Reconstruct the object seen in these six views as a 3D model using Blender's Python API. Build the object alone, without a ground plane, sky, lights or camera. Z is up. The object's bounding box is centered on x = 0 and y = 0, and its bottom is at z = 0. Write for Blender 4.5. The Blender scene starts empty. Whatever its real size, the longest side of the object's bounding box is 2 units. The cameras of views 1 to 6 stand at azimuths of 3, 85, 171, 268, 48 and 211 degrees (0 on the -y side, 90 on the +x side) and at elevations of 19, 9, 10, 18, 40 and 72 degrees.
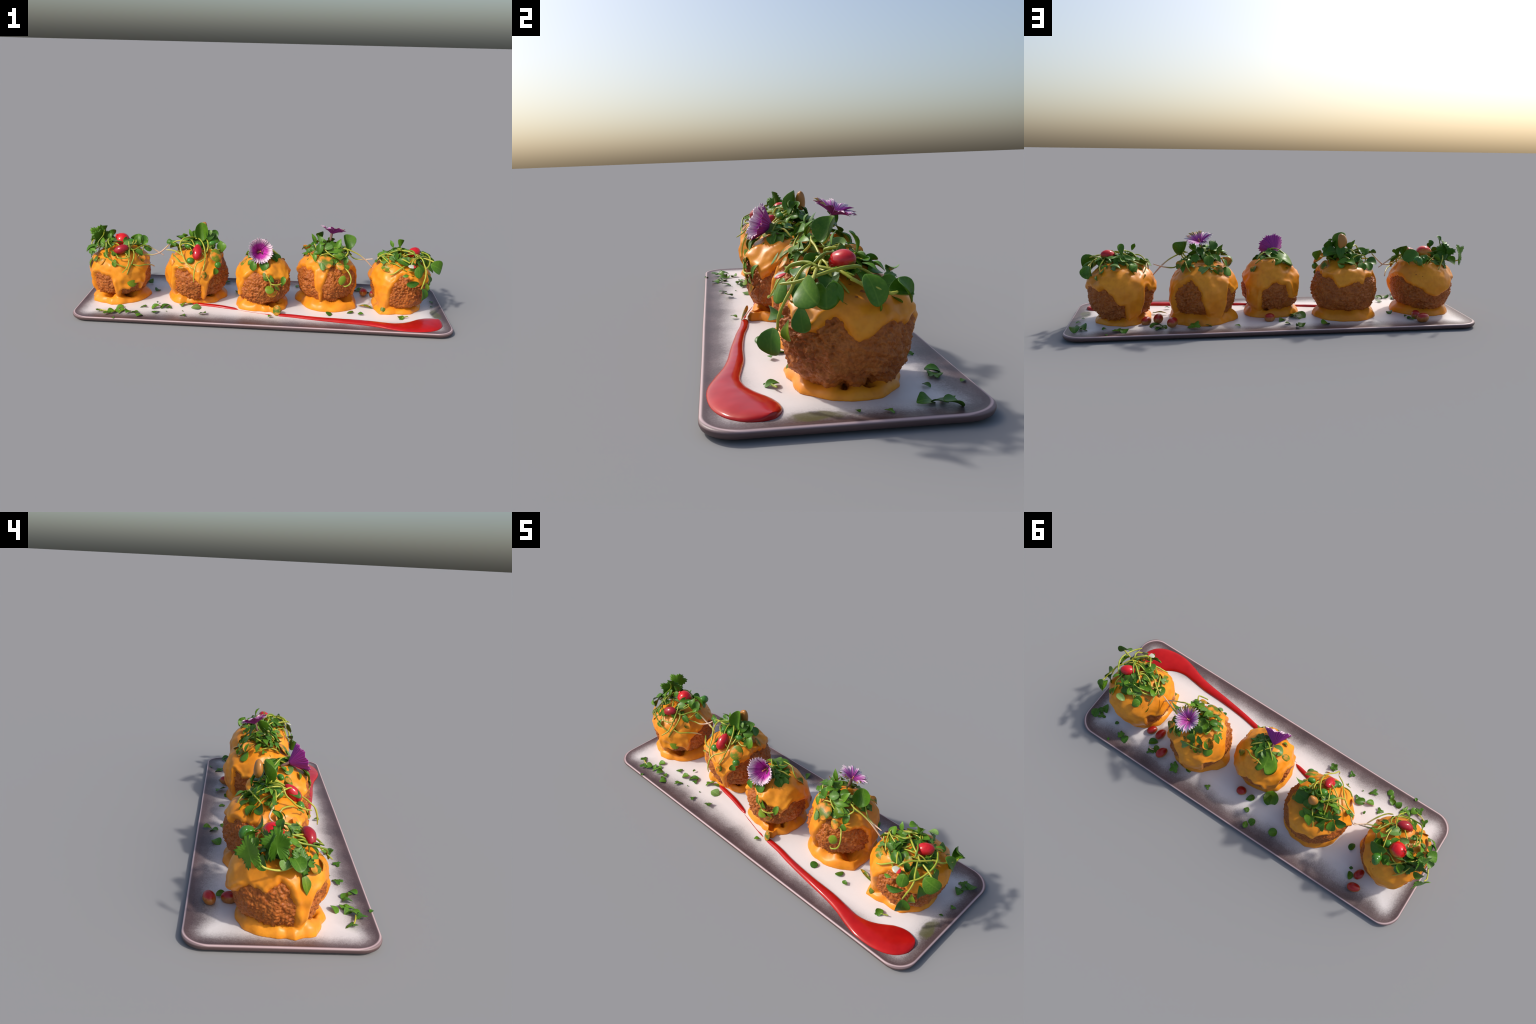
"""Five sauced falafel balls with micro-herbs on a long stoneware plate."""
import bpy, bmesh, math, random
import numpy as np
from mathutils import Vector, Matrix, noise

rng = random.Random(7)
FLOOR = 0.0235                      # top of the plate's flat middle
ZC, RZ = 0.162, 0.143               # ball centre height and vertical half-size

# ------------------------------------------------------------------ node helpers
def new_mat(name):
    m = bpy.data.materials.new(name)
    m.use_nodes = True
    nt = m.node_tree
    b = nt.nodes["Principled BSDF"]
    return m, nt, b

def N(nt, kind, **kw):
    n = nt.nodes.new(kind)
    for k, v in kw.items():
        if k.startswith("i_"):
            key = k[2:].replace("_", " ")
            n.inputs[key].default_value = v
        else:
            setattr(n, k, v)
    return n

def math_n(nt, op, a, b=None, c=None, clamp=False):
    n = nt.nodes.new("ShaderNodeMath"); n.operation = op; n.use_clamp = clamp
    for i, v in enumerate((a, b, c)):
        if v is None: continue
        if isinstance(v, (int, float)): n.inputs[i].default_value = v
        else: nt.links.new(v, n.inputs[i])
    return n.outputs[0]

def ramp(nt, src, stops, interp="LINEAR"):
    n = nt.nodes.new("ShaderNodeValToRGB")
    n.color_ramp.interpolation = interp
    el = n.color_ramp.elements
    while len(el) < len(stops): el.new(0.5)
    for e, (p, c) in zip(el, stops):
        e.position = p
        e.color = (c, c, c, 1) if isinstance(c, (int, float)) else (*c, 1)
    nt.links.new(src, n.inputs[0])
    return n.outputs[0]

def mix(nt, fac, a, b, blend="MIX"):
    n = nt.nodes.new("ShaderNodeMix"); n.data_type = "RGBA"; n.blend_type = blend
    for idx, v in ((0, fac), (6, a), (7, b)):
        if isinstance(v, (int, float)): n.inputs[idx].default_value = v
        elif isinstance(v, tuple): n.inputs[idx].default_value = (*v, 1)
        else: nt.links.new(v, n.inputs[idx])
    return n.outputs[2]

def tex_noise(nt, coord, scale, detail=4, rough=0.55, dist=0.0):
    n = N(nt, "ShaderNodeTexNoise")
    n.inputs["Scale"].default_value = scale
    n.inputs["Detail"].default_value = detail
    n.inputs["Roughness"].default_value = rough
    n.inputs["Distortion"].default_value = dist
    nt.links.new(coord, n.inputs["Vector"])
    return n.outputs["Fac"]

def bump(nt, bsdf, h, strength, dist):
    n = N(nt, "ShaderNodeBump")
    n.inputs["Strength"].default_value = strength
    n.inputs["Distance"].default_value = dist
    nt.links.new(h, n.inputs["Height"])
    nt.links.new(n.outputs[0], bsdf.inputs["Normal"])

def coords(nt, which="Object"):
    return N(nt, "ShaderNodeTexCoord").outputs[which]

def position(nt):
    return N(nt, "ShaderNodeNewGeometry").outputs["Position"]

def setc(nt, bsdf, col, rough=0.4, spec=0.5):
    if isinstance(col, tuple): bsdf.inputs["Base Color"].default_value = (*col, 1)
    else: nt.links.new(col, bsdf.inputs["Base Color"])
    bsdf.inputs["Roughness"].default_value = rough
    bsdf.inputs["Specular IOR Level"].default_value = spec

def translucent(nt, bsdf, col, amount):
    out = nt.nodes["Material Output"]
    t = N(nt, "ShaderNodeBsdfTranslucent"); m = N(nt, "ShaderNodeMixShader")
    if isinstance(col, tuple): t.inputs[0].default_value = (*col, 1)
    else: nt.links.new(col, t.inputs[0])
    m.inputs[0].default_value = amount
    nt.links.new(bsdf.outputs[0], m.inputs[1]); nt.links.new(t.outputs[0], m.inputs[2])
    nt.links.new(m.outputs[0], out.inputs[0])

# ------------------------------------------------------------------ materials
HX, HY, RC, PY = 0.999, 0.336, 0.085, 0.004     # plate half-length, half-width, corner radius

def mat_plate():
    m, nt, b = new_mat("glazed_stoneware")
    co = coords(nt)
    sep = N(nt, "ShaderNodeSeparateXYZ"); nt.links.new(co, sep.inputs[0])
    # distance inward from the rounded-rectangle edge
    qx = math_n(nt, "SUBTRACT", math_n(nt, "ABSOLUTE", sep.outputs[0]), HX - 0.10)
    qy = math_n(nt, "SUBTRACT", math_n(nt, "ABSOLUTE", math_n(nt, "SUBTRACT", sep.outputs[1], PY)), HY - 0.10)
    px = math_n(nt, "MAXIMUM", qx, 0.0); py = math_n(nt, "MAXIMUM", qy, 0.0)
    ln = math_n(nt, "SQRT", math_n(nt, "ADD", math_n(nt, "MULTIPLY", px, px), math_n(nt, "MULTIPLY", py, py)))
    ins = math_n(nt, "MINIMUM", math_n(nt, "MAXIMUM", qx, qy), 0.0)
    d = math_n(nt, "SUBTRACT", 0.10, math_n(nt, "ADD", ln, ins))       # 0 at edge, grows inward
    big = tex_noise(nt, co, 5.0, 3)
    fine = tex_noise(nt, co, 190.0, 3, 0.7)
    wob = math_n(nt, "ADD", math_n(nt, "MULTIPLY", math_n(nt, "SUBTRACT", big, 0.5), 0.075),
                 math_n(nt, "MULTIPLY", math_n(nt, "SUBTRACT", fine, 0.5), 0.050))
    # the white middle reaches closer to the two short ends
    ends = ramp(nt, math_n(nt, "ABSOLUTE", sep.outputs[0]), [(0.84, 0.0), (0.93, 0.45)])
    dn = math_n(nt, "ADD", math_n(nt, "MULTIPLY", d, math_n(nt, "ADD", ends, 1.0)), wob)
    white = ramp(nt, math_n(nt, "MULTIPLY", dn, 5.0), [(0.12, 0.0), (0.28, 0.10), (0.42, 0.42), (0.60, 0.84), (0.78, 1.0)])
    dark = mix(nt, ramp(nt, big, [(0.35, 0.0), (0.65, 1.0)]), (0.046, 0.023, 0.024), (0.094, 0.051, 0.050))
    body = mix(nt, white, dark, (0.87, 0.83, 0.81))
    body = mix(nt, math_n(nt, "MULTIPLY", fine, 0.16), body, (0.40, 0.33, 0.33))
    rim = ramp(nt, math_n(nt, "MULTIPLY", d, 20.0), [(0.0, 0.3), (0.05, 1.0), (0.10, 1.0), (0.19, 0.0)])  # thin pink highlight on the rim crest, painted into the glaze colour
    body = mix(nt, rim, body, (0.50, 0.365, 0.37))
    # unglazed brown side and underside below the rim
    low = ramp(nt, math_n(nt, "MULTIPLY", sep.outputs[2], 25.0), [(0.50, 1.0), (0.60, 0.0)])
    body = mix(nt, low, body, (0.105, 0.066, 0.066))
    # green herb juice smudged near the right-hand end
    sx = math_n(nt, "SUBTRACT", sep.outputs[0], 0.945); sy = math_n(nt, "ADD", sep.outputs[1], 0.075)
    blob = math_n(nt, "ADD", math_n(nt, "MULTIPLY", math_n(nt, "MULTIPLY", sx, sx), 900.0), math_n(nt, "MULTIPLY", math_n(nt, "MULTIPLY", sy, sy), 130.0))
    blob = ramp(nt, math_n(nt, "ADD", blob, math_n(nt, "MULTIPLY", math_n(nt, "SUBTRACT", tex_noise(nt, co, 28, 3), 0.5), 1.6)), [(0.25, 0.8), (0.75, 0.0)])
    body = mix(nt, blob, body, (0.085, 0.085, 0.028))
    setc(nt, b, body, 0.42, 0.35)
    bump(nt, b, fine, 0.12, 0.002)
    return m

def mat_falafel():
    m, nt, b = new_mat("fried_crust")
    co = coords(nt)
    n1 = tex_noise(nt, co, 9, 4); n2 = tex_noise(nt, co, 45, 5, 0.65); n3 = tex_noise(nt, co, 170, 3, 0.7)
    c = ramp(nt, n1, [(0.30, (0.30, 0.074, 0.010)), (0.55, (0.41, 0.106, 0.014)), (0.75, (0.49, 0.145, 0.020))])
    c = mix(nt, ramp(nt, n2, [(0.42, 0.0), (0.75, 0.75)]), c, (0.56, 0.20, 0.042))
    c = mix(nt, ramp(nt, n2, [(0.22, 0.8), (0.42, 0.0)]), c, (0.15, 0.033, 0.007))
    c = mix(nt, ramp(nt, n3, [(0.35, 0.45), (0.55, 0.0)]), c, (0.18, 0.044, 0.008))
    setc(nt, b, c, 0.45, 0.30)
    bump(nt, b, math_n(nt, "ADD", n2, math_n(nt, "MULTIPLY", n3, 0.6)), 0.35, 0.006)
    return m

SAUCE = (0.80, 0.285, 0.028)
def mat_sauce():
    m, nt, b = new_mat("creamy_orange_sauce")
    co = coords(nt)
    n1 = tex_noise(nt, co, 7, 3); n2 = tex_noise(nt, co, 60, 4, 0.6); n3 = tex_noise(nt, co, 13, 4)
    c = ramp(nt, n1, [(0.3, (0.74, 0.235, 0.012)), (0.7, (0.86, 0.33, 0.020))])
    c = mix(nt, ramp(nt, n2, [(0.45, 0.0), (0.75, 0.42)]), c, (0.60, 0.165, 0.012))
    c = mix(nt, ramp(nt, n3, [(0.30, 0.35), (0.5, 0.0)]), c, (0.62, 0.20, 0.014))
    # green herb juice stirred into the top of the sauce
    sep = N(nt, "ShaderNodeSeparateXYZ"); nt.links.new(co, sep.inputs[0])
    top = ramp(nt, math_n(nt, "MULTIPLY", sep.outputs[2], 3.0), [(0.62, 0.0), (0.80, 1.0)])
    g = math_n(nt, "MULTIPLY", top, ramp(nt, n3, [(0.56, 0.0), (0.72, 0.55)]))
    c = mix(nt, g, c, (0.20, 0.19, 0.012))
    setc(nt, b, c, 0.36, 0.3)
    b.inputs["Subsurface Weight"].default_value = 0.0
    bump(nt, b, n2, 0.08, 0.003)
    return m

def mat_red_sauce():
    m, nt, b = new_mat("glossy_red_sauce")
    n1 = tex_noise(nt, coords(nt), 14, 4)
    setc(nt, b, ramp(nt, n1, [(0.3, (0.36, 0.005, 0.005)), (0.7, (0.48, 0.010, 0.008))]), 0.16, 0.38)
    return m

def mat_leaf(name, dark, light, vein, coat=0.0, transl=0.18):
    m, nt, b = new_mat(name)
    co = coords(nt)
    rnd = N(nt, "ShaderNodeObjectInfo").outputs["Random"]
    pos = position(nt)
    n1 = tex_noise(nt, pos, 30, 4); n2 = tex_noise(nt, pos, 160, 3)
    c = mix(nt, ramp(nt, math_n(nt, "ADD", math_n(nt, "MULTIPLY", n1, 0.6), math_n(nt, "MULTIPLY", rnd, 0.45)),
                     [(0.25, 0.0), (0.8, 1.0)]), dark, light)
    sep = N(nt, "ShaderNodeSeparateXYZ"); nt.links.new(co, sep.inputs[0])
    rib = ramp(nt, math_n(nt, "ABSOLUTE", sep.outputs[0]), [(0.0, 0.45), (0.045, 0.0)])
    c = mix(nt, rib, c, vein)
    c = mix(nt, ramp(nt, n2, [(0.45, 0.0), (0.75, 0.3)]), c, vein)
    if coat:
        k = ramp(nt, tex_noise(nt, pos, 34, 3), [(0.62 - coat * 0.35, 0.0), (0.80 - coat * 0.35, 1.0)])
        c = mix(nt, k, c, SAUCE)
    setc(nt, b, c, 0.38, 0.30)
    bump(nt, b, n1, 0.15, 0.004)
    translucent(nt, b, c, transl)
    return m

def mat_stem():
    m, nt, b = new_mat("herb_stem")
    pos = position(nt)
    sep = N(nt, "ShaderNodeSeparateXYZ"); nt.links.new(pos, sep.inputs[0])
    rnd = N(nt, "ShaderNodeObjectInfo").outputs["Random"]
    n1 = tex_noise(nt, pos, 18, 3)
    f = math_n(nt, "ADD", math_n(nt, "MULTIPLY", n1, 0.9), math_n(nt, "MULTIPLY", rnd, 0.5))
    c = ramp(nt, f, [(0.35, (0.13, 0.22, 0.016)), (0.6, (0.34, 0.40, 0.032)), (0.9, (0.50, 0.48, 0.06))])
    # blanched root ends in the gaps between balls
    for centre in (-0.580, 0.572):
        dx = math_n(nt, "ABSOLUTE", math_n(nt, "SUBTRACT", sep.outputs[0], centre))
        k = ramp(nt, math_n(nt, "MULTIPLY", dx, 8.0), [(0.18, 1.0), (0.50, 0.0)])
        c = mix(nt, k, c, (0.70, 0.50, 0.36))
    setc(nt, b, c, 0.35, 0.5)
    translucent(nt, b, c, 0.1)
    return m

def mat_berry(name, red, under, cut=0.42, rough=0.16):
    """ripe skin with an unripe patch on one side (local -z)"""
    m, nt, b = new_mat(name)
    co = coords(nt, "Generated")
    sep = N(nt, "ShaderNodeSeparateXYZ"); nt.links.new(co, sep.inputs[0])
    n1 = tex_noise(nt, co, 2.6, 4)
    h = math_n(nt, "ADD", sep.outputs[2], math_n(nt, "MULTIPLY", math_n(nt, "SUBTRACT", n1, 0.5), 0.5))
    c = ramp(nt, h, [(max(cut - 0.12, 0), under), (cut + 0.08, red)])
    c = mix(nt, ramp(nt, tex_noise(nt, co, 7, 3), [(0.45, 0.0), (0.8, 0.5)]), c, tuple(x * 0.5 for x in red))
    setc(nt, b, c, rough, 0.5)
    return m

def mat_petal(name, mid, edge, deep, stripes, patch=False):
    m, nt, b = new_mat(name)
    co = coords(nt)
    sep = N(nt, "ShaderNodeSeparateXYZ"); nt.links.new(co, sep.inputs[0])
    r = math_n(nt, "SQRT", math_n(nt, "ADD", math_n(nt, "POWER", sep.outputs[0], 2.0), math_n(nt, "POWER", sep.outputs[1], 2.0)))
    ang = math_n(nt, "ARCTAN2", sep.outputs[1], sep.outputs[0])
    wv = math_n(nt, "SINE", math_n(nt, "MULTIPLY", ang, 46.0))
    n1 = tex_noise(nt, co, 6, 4)
    rr = math_n(nt, "ADD", r, math_n(nt, "MULTIPLY", math_n(nt, "SUBTRACT", n1, 0.5), 0.18))
    rr = math_n(nt, "ADD", rr, math_n(nt, "MULTIPLY", wv, stripes))
    c = ramp(nt, rr, [(0.10, deep), (0.34, mid), (0.56, mid), (0.76, edge), (0.95, edge)])
    if patch:
        k = ramp(nt, rr, [(0.62, 0.0), (0.78, 1.0)])
        c = mix(nt, k, c, mix(nt, ramp(nt, n1, [(0.4, 0.0), (0.6, 1.0)]), (0.70, 0.36, 0.04), (0.22, 0.24, 0.05)))
    setc(nt, b, c, 0.45, 0.35)
    translucent(nt, b, c, 0.2)
    return m

def mat_plain(name, a, bcol, scale=30, rough=0.4):
    m, nt, b = new_mat(name)
    setc(nt, b, mix(nt, tex_noise(nt, coords(nt), scale, 4), a, bcol), rough, 0.45)
    return m

def mat_radish():
    m, nt, b = new_mat("radish_flesh")
    co = coords(nt)
    sep = N(nt, "ShaderNodeSeparateXYZ"); nt.links.new(co, sep.inputs[0])
    k = ramp(nt, math_n(nt, "ADD", sep.outputs[0], 0.5), [(0.05, 1.0), (0.22, 0.0)])
    setc(nt, b, mix(nt, k, (0.45, 0.46, 0.37), (0.62, 0.02, 0.03)), 0.25, 0.5)
    return m

M = {
    "plate": mat_plate(), "falafel": mat_falafel(), "sauce": mat_sauce(), "red": mat_red_sauce(),
    "stem": mat_stem(),
    "g": mat_leaf("herb_leaf_green", (0.055, 0.155, 0.010), (0.125, 0.285, 0.018), (0.20, 0.36, 0.04)),
    "d": mat_leaf("herb_leaf_dark", (0.040, 0.130, 0.010), (0.088, 0.225, 0.016), (0.13, 0.26, 0.03)),
    "y": mat_leaf("herb_leaf_yellow_green", (0.10, 0.20, 0.012), (0.22, 0.32, 0.018), (0.30, 0.38, 0.03)),
    "l": mat_leaf("herb_leaf_pale", (0.09, 0.22, 0.03), (0.20, 0.34, 0.09), (0.34, 0.46, 0.18)),
    "c": mat_leaf("herb_leaf_sauced", (0.07, 0.14, 0.012), (0.16, 0.25, 0.016), (0.30, 0.26, 0.02), coat=0.55),
    "o": mat_leaf("herb_leaf_coated", (0.20, 0.19, 0.014), (0.30, 0.25, 0.018), (0.5, 0.28, 0.02), coat=1.1),
    "b": mat_leaf("herb_leaf_bronze", (0.26, 0.13, 0.03), (0.42, 0.20, 0.05), (0.30, 0.26, 0.05)),
    "tomato": mat_berry("ripe_red_skin", (0.66, 0.010, 0.014), (0.55, 0.20, 0.015), 0.36),
    "kidney": mat_berry("dark_red_skin", (0.36, 0.012, 0.022), (0.06, 0.16, 0.02), 0.10, 0.2),
    "oval": mat_berry("crimson_skin", (0.50, 0.010, 0.018), (0.40, 0.012, 0.02), 0.2, 0.18),
    "rad": mat_berry("red_green_skin", (0.55, 0.012, 0.018), (0.07, 0.17, 0.015), 0.34),
    "olive": mat_berry("green_red_skin", (0.05, 0.17, 0.02), (0.28, 0.02, 0.02), 0.22),
    "pea": mat_plain("green_pea_skin", (0.035, 0.16, 0.014), (0.075, 0.23, 0.022), 20, 0.2),
    "seed": mat_berry("fallen_seed_skin", (0.40, 0.014, 0.011), (0.40, 0.15, 0.028), 0.70, 0.3),
    "calyx": mat_plain("flower_tube", (0.24, 0.01, 0.10), (0.10, 0.16, 0.03), 25),
    "petal_a": mat_petal("petal_magenta_white", (0.58, 0.045, 0.43), (0.92, 0.70, 0.80), (0.30, 0.012, 0.14), 0.04),
    "petal_b": mat_petal("petal_striped", (0.62, 0.12, 0.52), (0.88, 0.74, 0.78), (0.45, 0.01, 0.18), 0.18),
    "petal_p": mat_petal("petal_yellow_tipped", (0.62, 0.12, 0.52), (0.88, 0.74, 0.66), (0.45, 0.01, 0.18), 0.14, True),
    "petal_back": mat_plain("petal_purple_back", (0.30, 0.024, 0.27), (0.42, 0.04, 0.32), 40, 0.5),
    "nut": mat_plain("toasted_nut_skin", (0.38, 0.13, 0.020), (0.48, 0.23, 0.05), 18, 0.3),
    "anther": mat_plain("flower_anther", (0.55, 0.22, 0.10), (0.62, 0.34, 0.12), 40),
    "radish": mat_radish(),
}

# ------------------------------------------------------------------ object helpers
SC = bpy.context.scene.collection

def make_obj(name, mesh, parent=None, mats=(), world=None):
    o = bpy.data.objects.new(name, mesh)
    SC.objects.link(o)
    if mesh is not None:
        for mt in mats:
            if mt.name not in [x.name for x in mesh.materials if x]: mesh.materials.append(mt)
    if parent is not None: o.parent = parent
    if world is not None:
        pw = PW.get(parent.name, Matrix.Identity(4)) if parent else Matrix.Identity(4)
        o.matrix_basis = pw.inverted() @ world
    return o
PW = {}      # world matrices of parents (all plain translations)

def thing(name, loc, label, cat, mesh=None, mats=()):
    o = make_obj(name, mesh, None, mats)
    o.location = loc
    PW[o.name] = Matrix.Translation(loc)
    o["label"] = label; o["category"] = cat
    return o

def mesh_from(name, verts, faces, smooth=True):
    me = bpy.data.meshes.new(name)
    me.from_pydata([tuple(map(float, v)) for v in verts], [], faces)
    me.validate()
    if smooth: me.polygons.foreach_set("use_smooth", [True] * len(me.polygons))
    return me

def spline(pts, per=10):
    """Catmull-Rom through pts (any dimension)"""
    P = [np.array(p, float) for p in pts]
    P = [2 * P[0] - P[1]] + P + [2 * P[-1] - P[-2]]
    out = []
    for i in range(1, len(P) - 2):
        a, b, c, d = P[i - 1], P[i], P[i + 1], P[i + 2]
        for k in range(per):
            t = k / per
            out.append(0.5 * (2 * b + (c - a) * t + (2 * a - 5 * b + 4 * c - d) * t * t + (3 * b - a - 3 * c + d) * t ** 3))
    out.append(P[-2])
    return np.array(out)

def tube(name, pts, radius, taper=(0.75, 0.7), sides=9, per=9, wob=0.12):
    C = spline(pts, per); n = len(C)
    verts, faces = [], []
    up = Vector((0.3, 0.2, 1)).normalized()
    prev = None
    ph = rng.random() * 6
    for i in range(n):
        tan = Vector(C[min(i + 1, n - 1)] - C[max(i - 1, 0)]).normalized()
        if prev is None:
            side = tan.cross(up)
            if side.length < 1e-3: side = tan.cross(Vector((1, 0, 0)))
            side.normalize()
        else:
            side = (prev - tan * prev.dot(tan)).normalized()
        prev = side
        nor = side.cross(tan)
        t = i / (n - 1)
        r = radius * (taper[0] + (1 - taper[0]) * min(1, t * 5)) * (taper[1] + (1 - taper[1]) * min(1, (1 - t) * 5))
        r *= 1 + wob * math.sin(ph + t * 9) * math.sin(2 + t * 23)
        if i in (0, n - 1): r *= 0.6
        for k in range(sides):
            a = 2 * math.pi * k / sides
            verts.append(Vector(C[i]) + (side * math.cos(a) + nor * math.sin(a)) * r)
    for i in range(n - 1):
        for k in range(sides):
            a, b = i * sides + k, i * sides + (k + 1) % sides
            faces.append((a, b, b + sides, a + sides))
    faces.append(tuple(range(sides - 1, -1, -1)))
    faces.append(tuple((n - 1) * sides + k for k in range(sides)))
    return mesh_from(name, verts, faces)

# ------------------------------------------------------------------ leaf meshes (unit length, tip at +y, face +z)
def blade(name, outline, cup=0.12, bend=0.10, thick=0.035, twist=0.0, rows=16, half=6, wave=0.0):
    ov = [p[0] for p in outline]; ow = [p[1] for p in outline]
    verts, faces = [], []
    ring = 4 * half
    for i in range(rows + 1):
        v = 0.5 - 0.5 * math.cos(math.pi * i / rows)
        w = float(np.interp(v, ov, ow))
        us = [math.sin(math.pi / 2 * (k / half - 1)) for k in range(2 * half + 1)]      # -1..1
        row = []
        for sgn, seq in ((1, us), (-1, us[::-1][1:-1])):
            for u in seq:
                x = u * w
                th = thick * 0.5 * math.sqrt(max(0.0, 1 - u * u)) * min(1, 6 * w)
                z = cup * (x / 0.5) ** 2 * 2.0 + bend * (v - 0.5) ** 2 * 4 * (-1) + twist * x * (v - 0.5) * 2
                z += wave * math.sin(9 * v + 3 * u)
                row.append((x, v - 0.5, z + sgn * th))
        verts += row
    R = len(row)
    for i in range(rows):
        for k in range(R):
            a, b = i * R + k, i * R + (k + 1) % R
            faces.append((a, b, b + R, a + R))
    faces.append(tuple(range(R - 1, -1, -1)))
    faces.append(tuple(rows * R + k for k in range(R)))
    me = mesh_from(name, verts, faces)
    return me

def lobed(name, rfun, cup=0.1, thick=0.03, nth=120, nr=6, wave=0.05, ph=0.0):
    """leaf blade drawn in polar form about its centre; rfun(theta) gives the rim radius"""
    verts, faces = [(0, 0, thick * 0.5), (0, 0, -thick * 0.5)], []
    for side in (1, -1):
        for j in range(1, nr + (1 if side == 1 else 0)):
            q = j / nr
            for k in range(nth):
                th = 2 * math.pi * k / nth
                r = rfun(th) * q
                x, y = r * math.cos(th), r * math.sin(th)
                z = cup * (x * x * 3 - y * y * 1.5) + wave * q * q * math.sin(3 * th + ph)
                z += side * thick * 0.5 * math.sqrt(max(0, 1 - q ** 4))
                verts.append((x, y, z))
    top = lambda j, k: 2 + (j - 1) * nth + k % nth
    off = 2 + nr * nth
    bot = lambda j, k: (off + (j - 1) * nth + k % nth) if j < nr else top(nr, k)
    for k in range(nth):
        faces.append((0, top(1, k), top(1, k + 1)))
        faces.append((1, bot(1, k + 1), bot(1, k)))
        for j in range(1, nr):
            faces.append((top(j, k), top(j + 1, k), top(j + 1, k + 1), top(j, k + 1)))
            faces.append((bot(j, k + 1), bot(j + 1, k + 1), bot(j + 1, k), bot(j, k)))
    return mesh_from(name, verts, faces)

def r_serrated(th):
    a = th - math.pi / 2                       # 0 at the tip
    a = (a + math.pi) % (2 * math.pi) - math.pi
    lobes = 0.33 + 0.17 * (1 - abs(2 * ((5 * a / (2 * math.pi) + 0.5) % 1.0) - 1)) ** 0.8 + 0.03 * math.cos(a)
    teeth = 0.10 * (((abs(a) * 4.1) % 1.0) - 0.5)
    notch = 0.16 * math.exp(-((abs(a) - math.pi) / 0.22) ** 2)
    return lobes + teeth - notch

def r_heart(th):
    a = (th - math.pi / 2 + math.pi) % (2 * math.pi) - math.pi
    return 0.48 - 0.24 * math.exp(-((abs(a) - math.pi) / 0.30) ** 2) + 0.03 * math.cos(3 * a)

def r_trefoil(th):
    a = (th - math.pi / 2 + math.pi) % (2 * math.pi) - math.pi
    return 0.36 + 0.13 * math.cos(3 * a) + 0.03 * math.cos(13 * a + 1) - 0.08 * math.exp(-((abs(a) - math.pi) / 0.3) ** 2)

ROUND = [(0, .05), (.04, .15), (.11, .28), (.22, .39), (.4, .48), (.58, .50), (.75, .45), (.87, .35), (.95, .22), (.985, .12), (1, .02)]
OBOV = [(0, .045), (.1, .13), (.28, .31), (.5, .44), (.7, .47), (.84, .40), (.93, .27), (.98, .14), (1, .02)]
LANCE = [(0, .04), (.2, .19), (.45, .29), (.65, .25), (.85, .12), (1, .01)]
POINT = [(0, .04), (.1, .19), (.33, .43), (.56, .42), (.76, .26), (.91, .1), (1, .01)]
DROP = [(0, .03), (.2, .07), (.4, .24), (.6, .42), (.78, .47), (.92, .3), (1, .03)]
LEAF = {
    "round": blade("leaf_round", ROUND, 0.10, 0.10, 0.06),
    "flat": blade("leaf_flat", ROUND, -0.06, 0.05, 0.06, 0.1),
    "cup": blade("leaf_cupped", ROUND, 0.24, -0.12, 0.055, 0.2),
    "obov": blade("leaf_obovate", OBOV, 0.10, 0.16, 0.06, 0.15),
    "lance": blade("leaf_lanceolate", LANCE, 0.16, 0.14, 0.06),
    "point": blade("leaf_pointed", POINT, 0.12, 0.14, 0.055, 0.15),
    "drop": blade("leaf_drop", DROP, -0.12, -0.06, 0.09),
    "curl": blade("leaf_curled", ROUND, 0.06, 0.34, 0.05, 0.5),
    "serr": lobed("leaf_serrated", r_serrated, 0.12, 0.035, 150),
    "heart": lobed("leaf_heart", r_heart, -0.28, 0.13, 90),
    "tref": lobed("leaf_trefoil", r_trefoil, 0.15, 0.05, 120, wave=0.04),
}
MESH_CACHE = {}
def leaf_mesh(kind, mat):
    key = (kind, mat)
    if key not in MESH_CACHE:
        me = LEAF[kind].copy(); me.name = LEAF[kind].name
        me.materials.append(M[mat]); MESH_CACHE[key] = me
    return MESH_CACHE[key]

def frame(C, Nv, T, sx, sy, sz):
    z = Vector(Nv).normalized(); y = Vector(T); y = y - z * y.dot(z)
    if y.length < 1e-4: y = z.orthogonal()
    y.normalize(); x = y.cross(z)
    m = Matrix((x * sx, y * sy, z * sz)).transposed().to_4x4()
    m.translation = Vector(C)
    return m

def add_leaf(parent, kind, mat, C, L, W, Nv, T, name="leaf"):
    """C centre, L length, W width, Nv facing, T towards the tip"""
    wid = {"round": .98, "flat": .98, "cup": .98, "obov": .9, "lance": .58, "point": .92, "drop": .94, "curl": .98}.get(kind, 0.95)
    return make_obj(name, leaf_mesh(kind, mat), parent, (), frame(C, Nv, T, W / wid, L, 0.5 * (L + W)))

def add_stem(parent, pts, r=0.0037, name="stem", **kw):
    base = PW[parent.name].translation
    me = tube("stem", [Vector(p) - base for p in pts], r, **kw)
    me.materials.append(M["stem"])
    return make_obj(name, me, parent)

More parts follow.
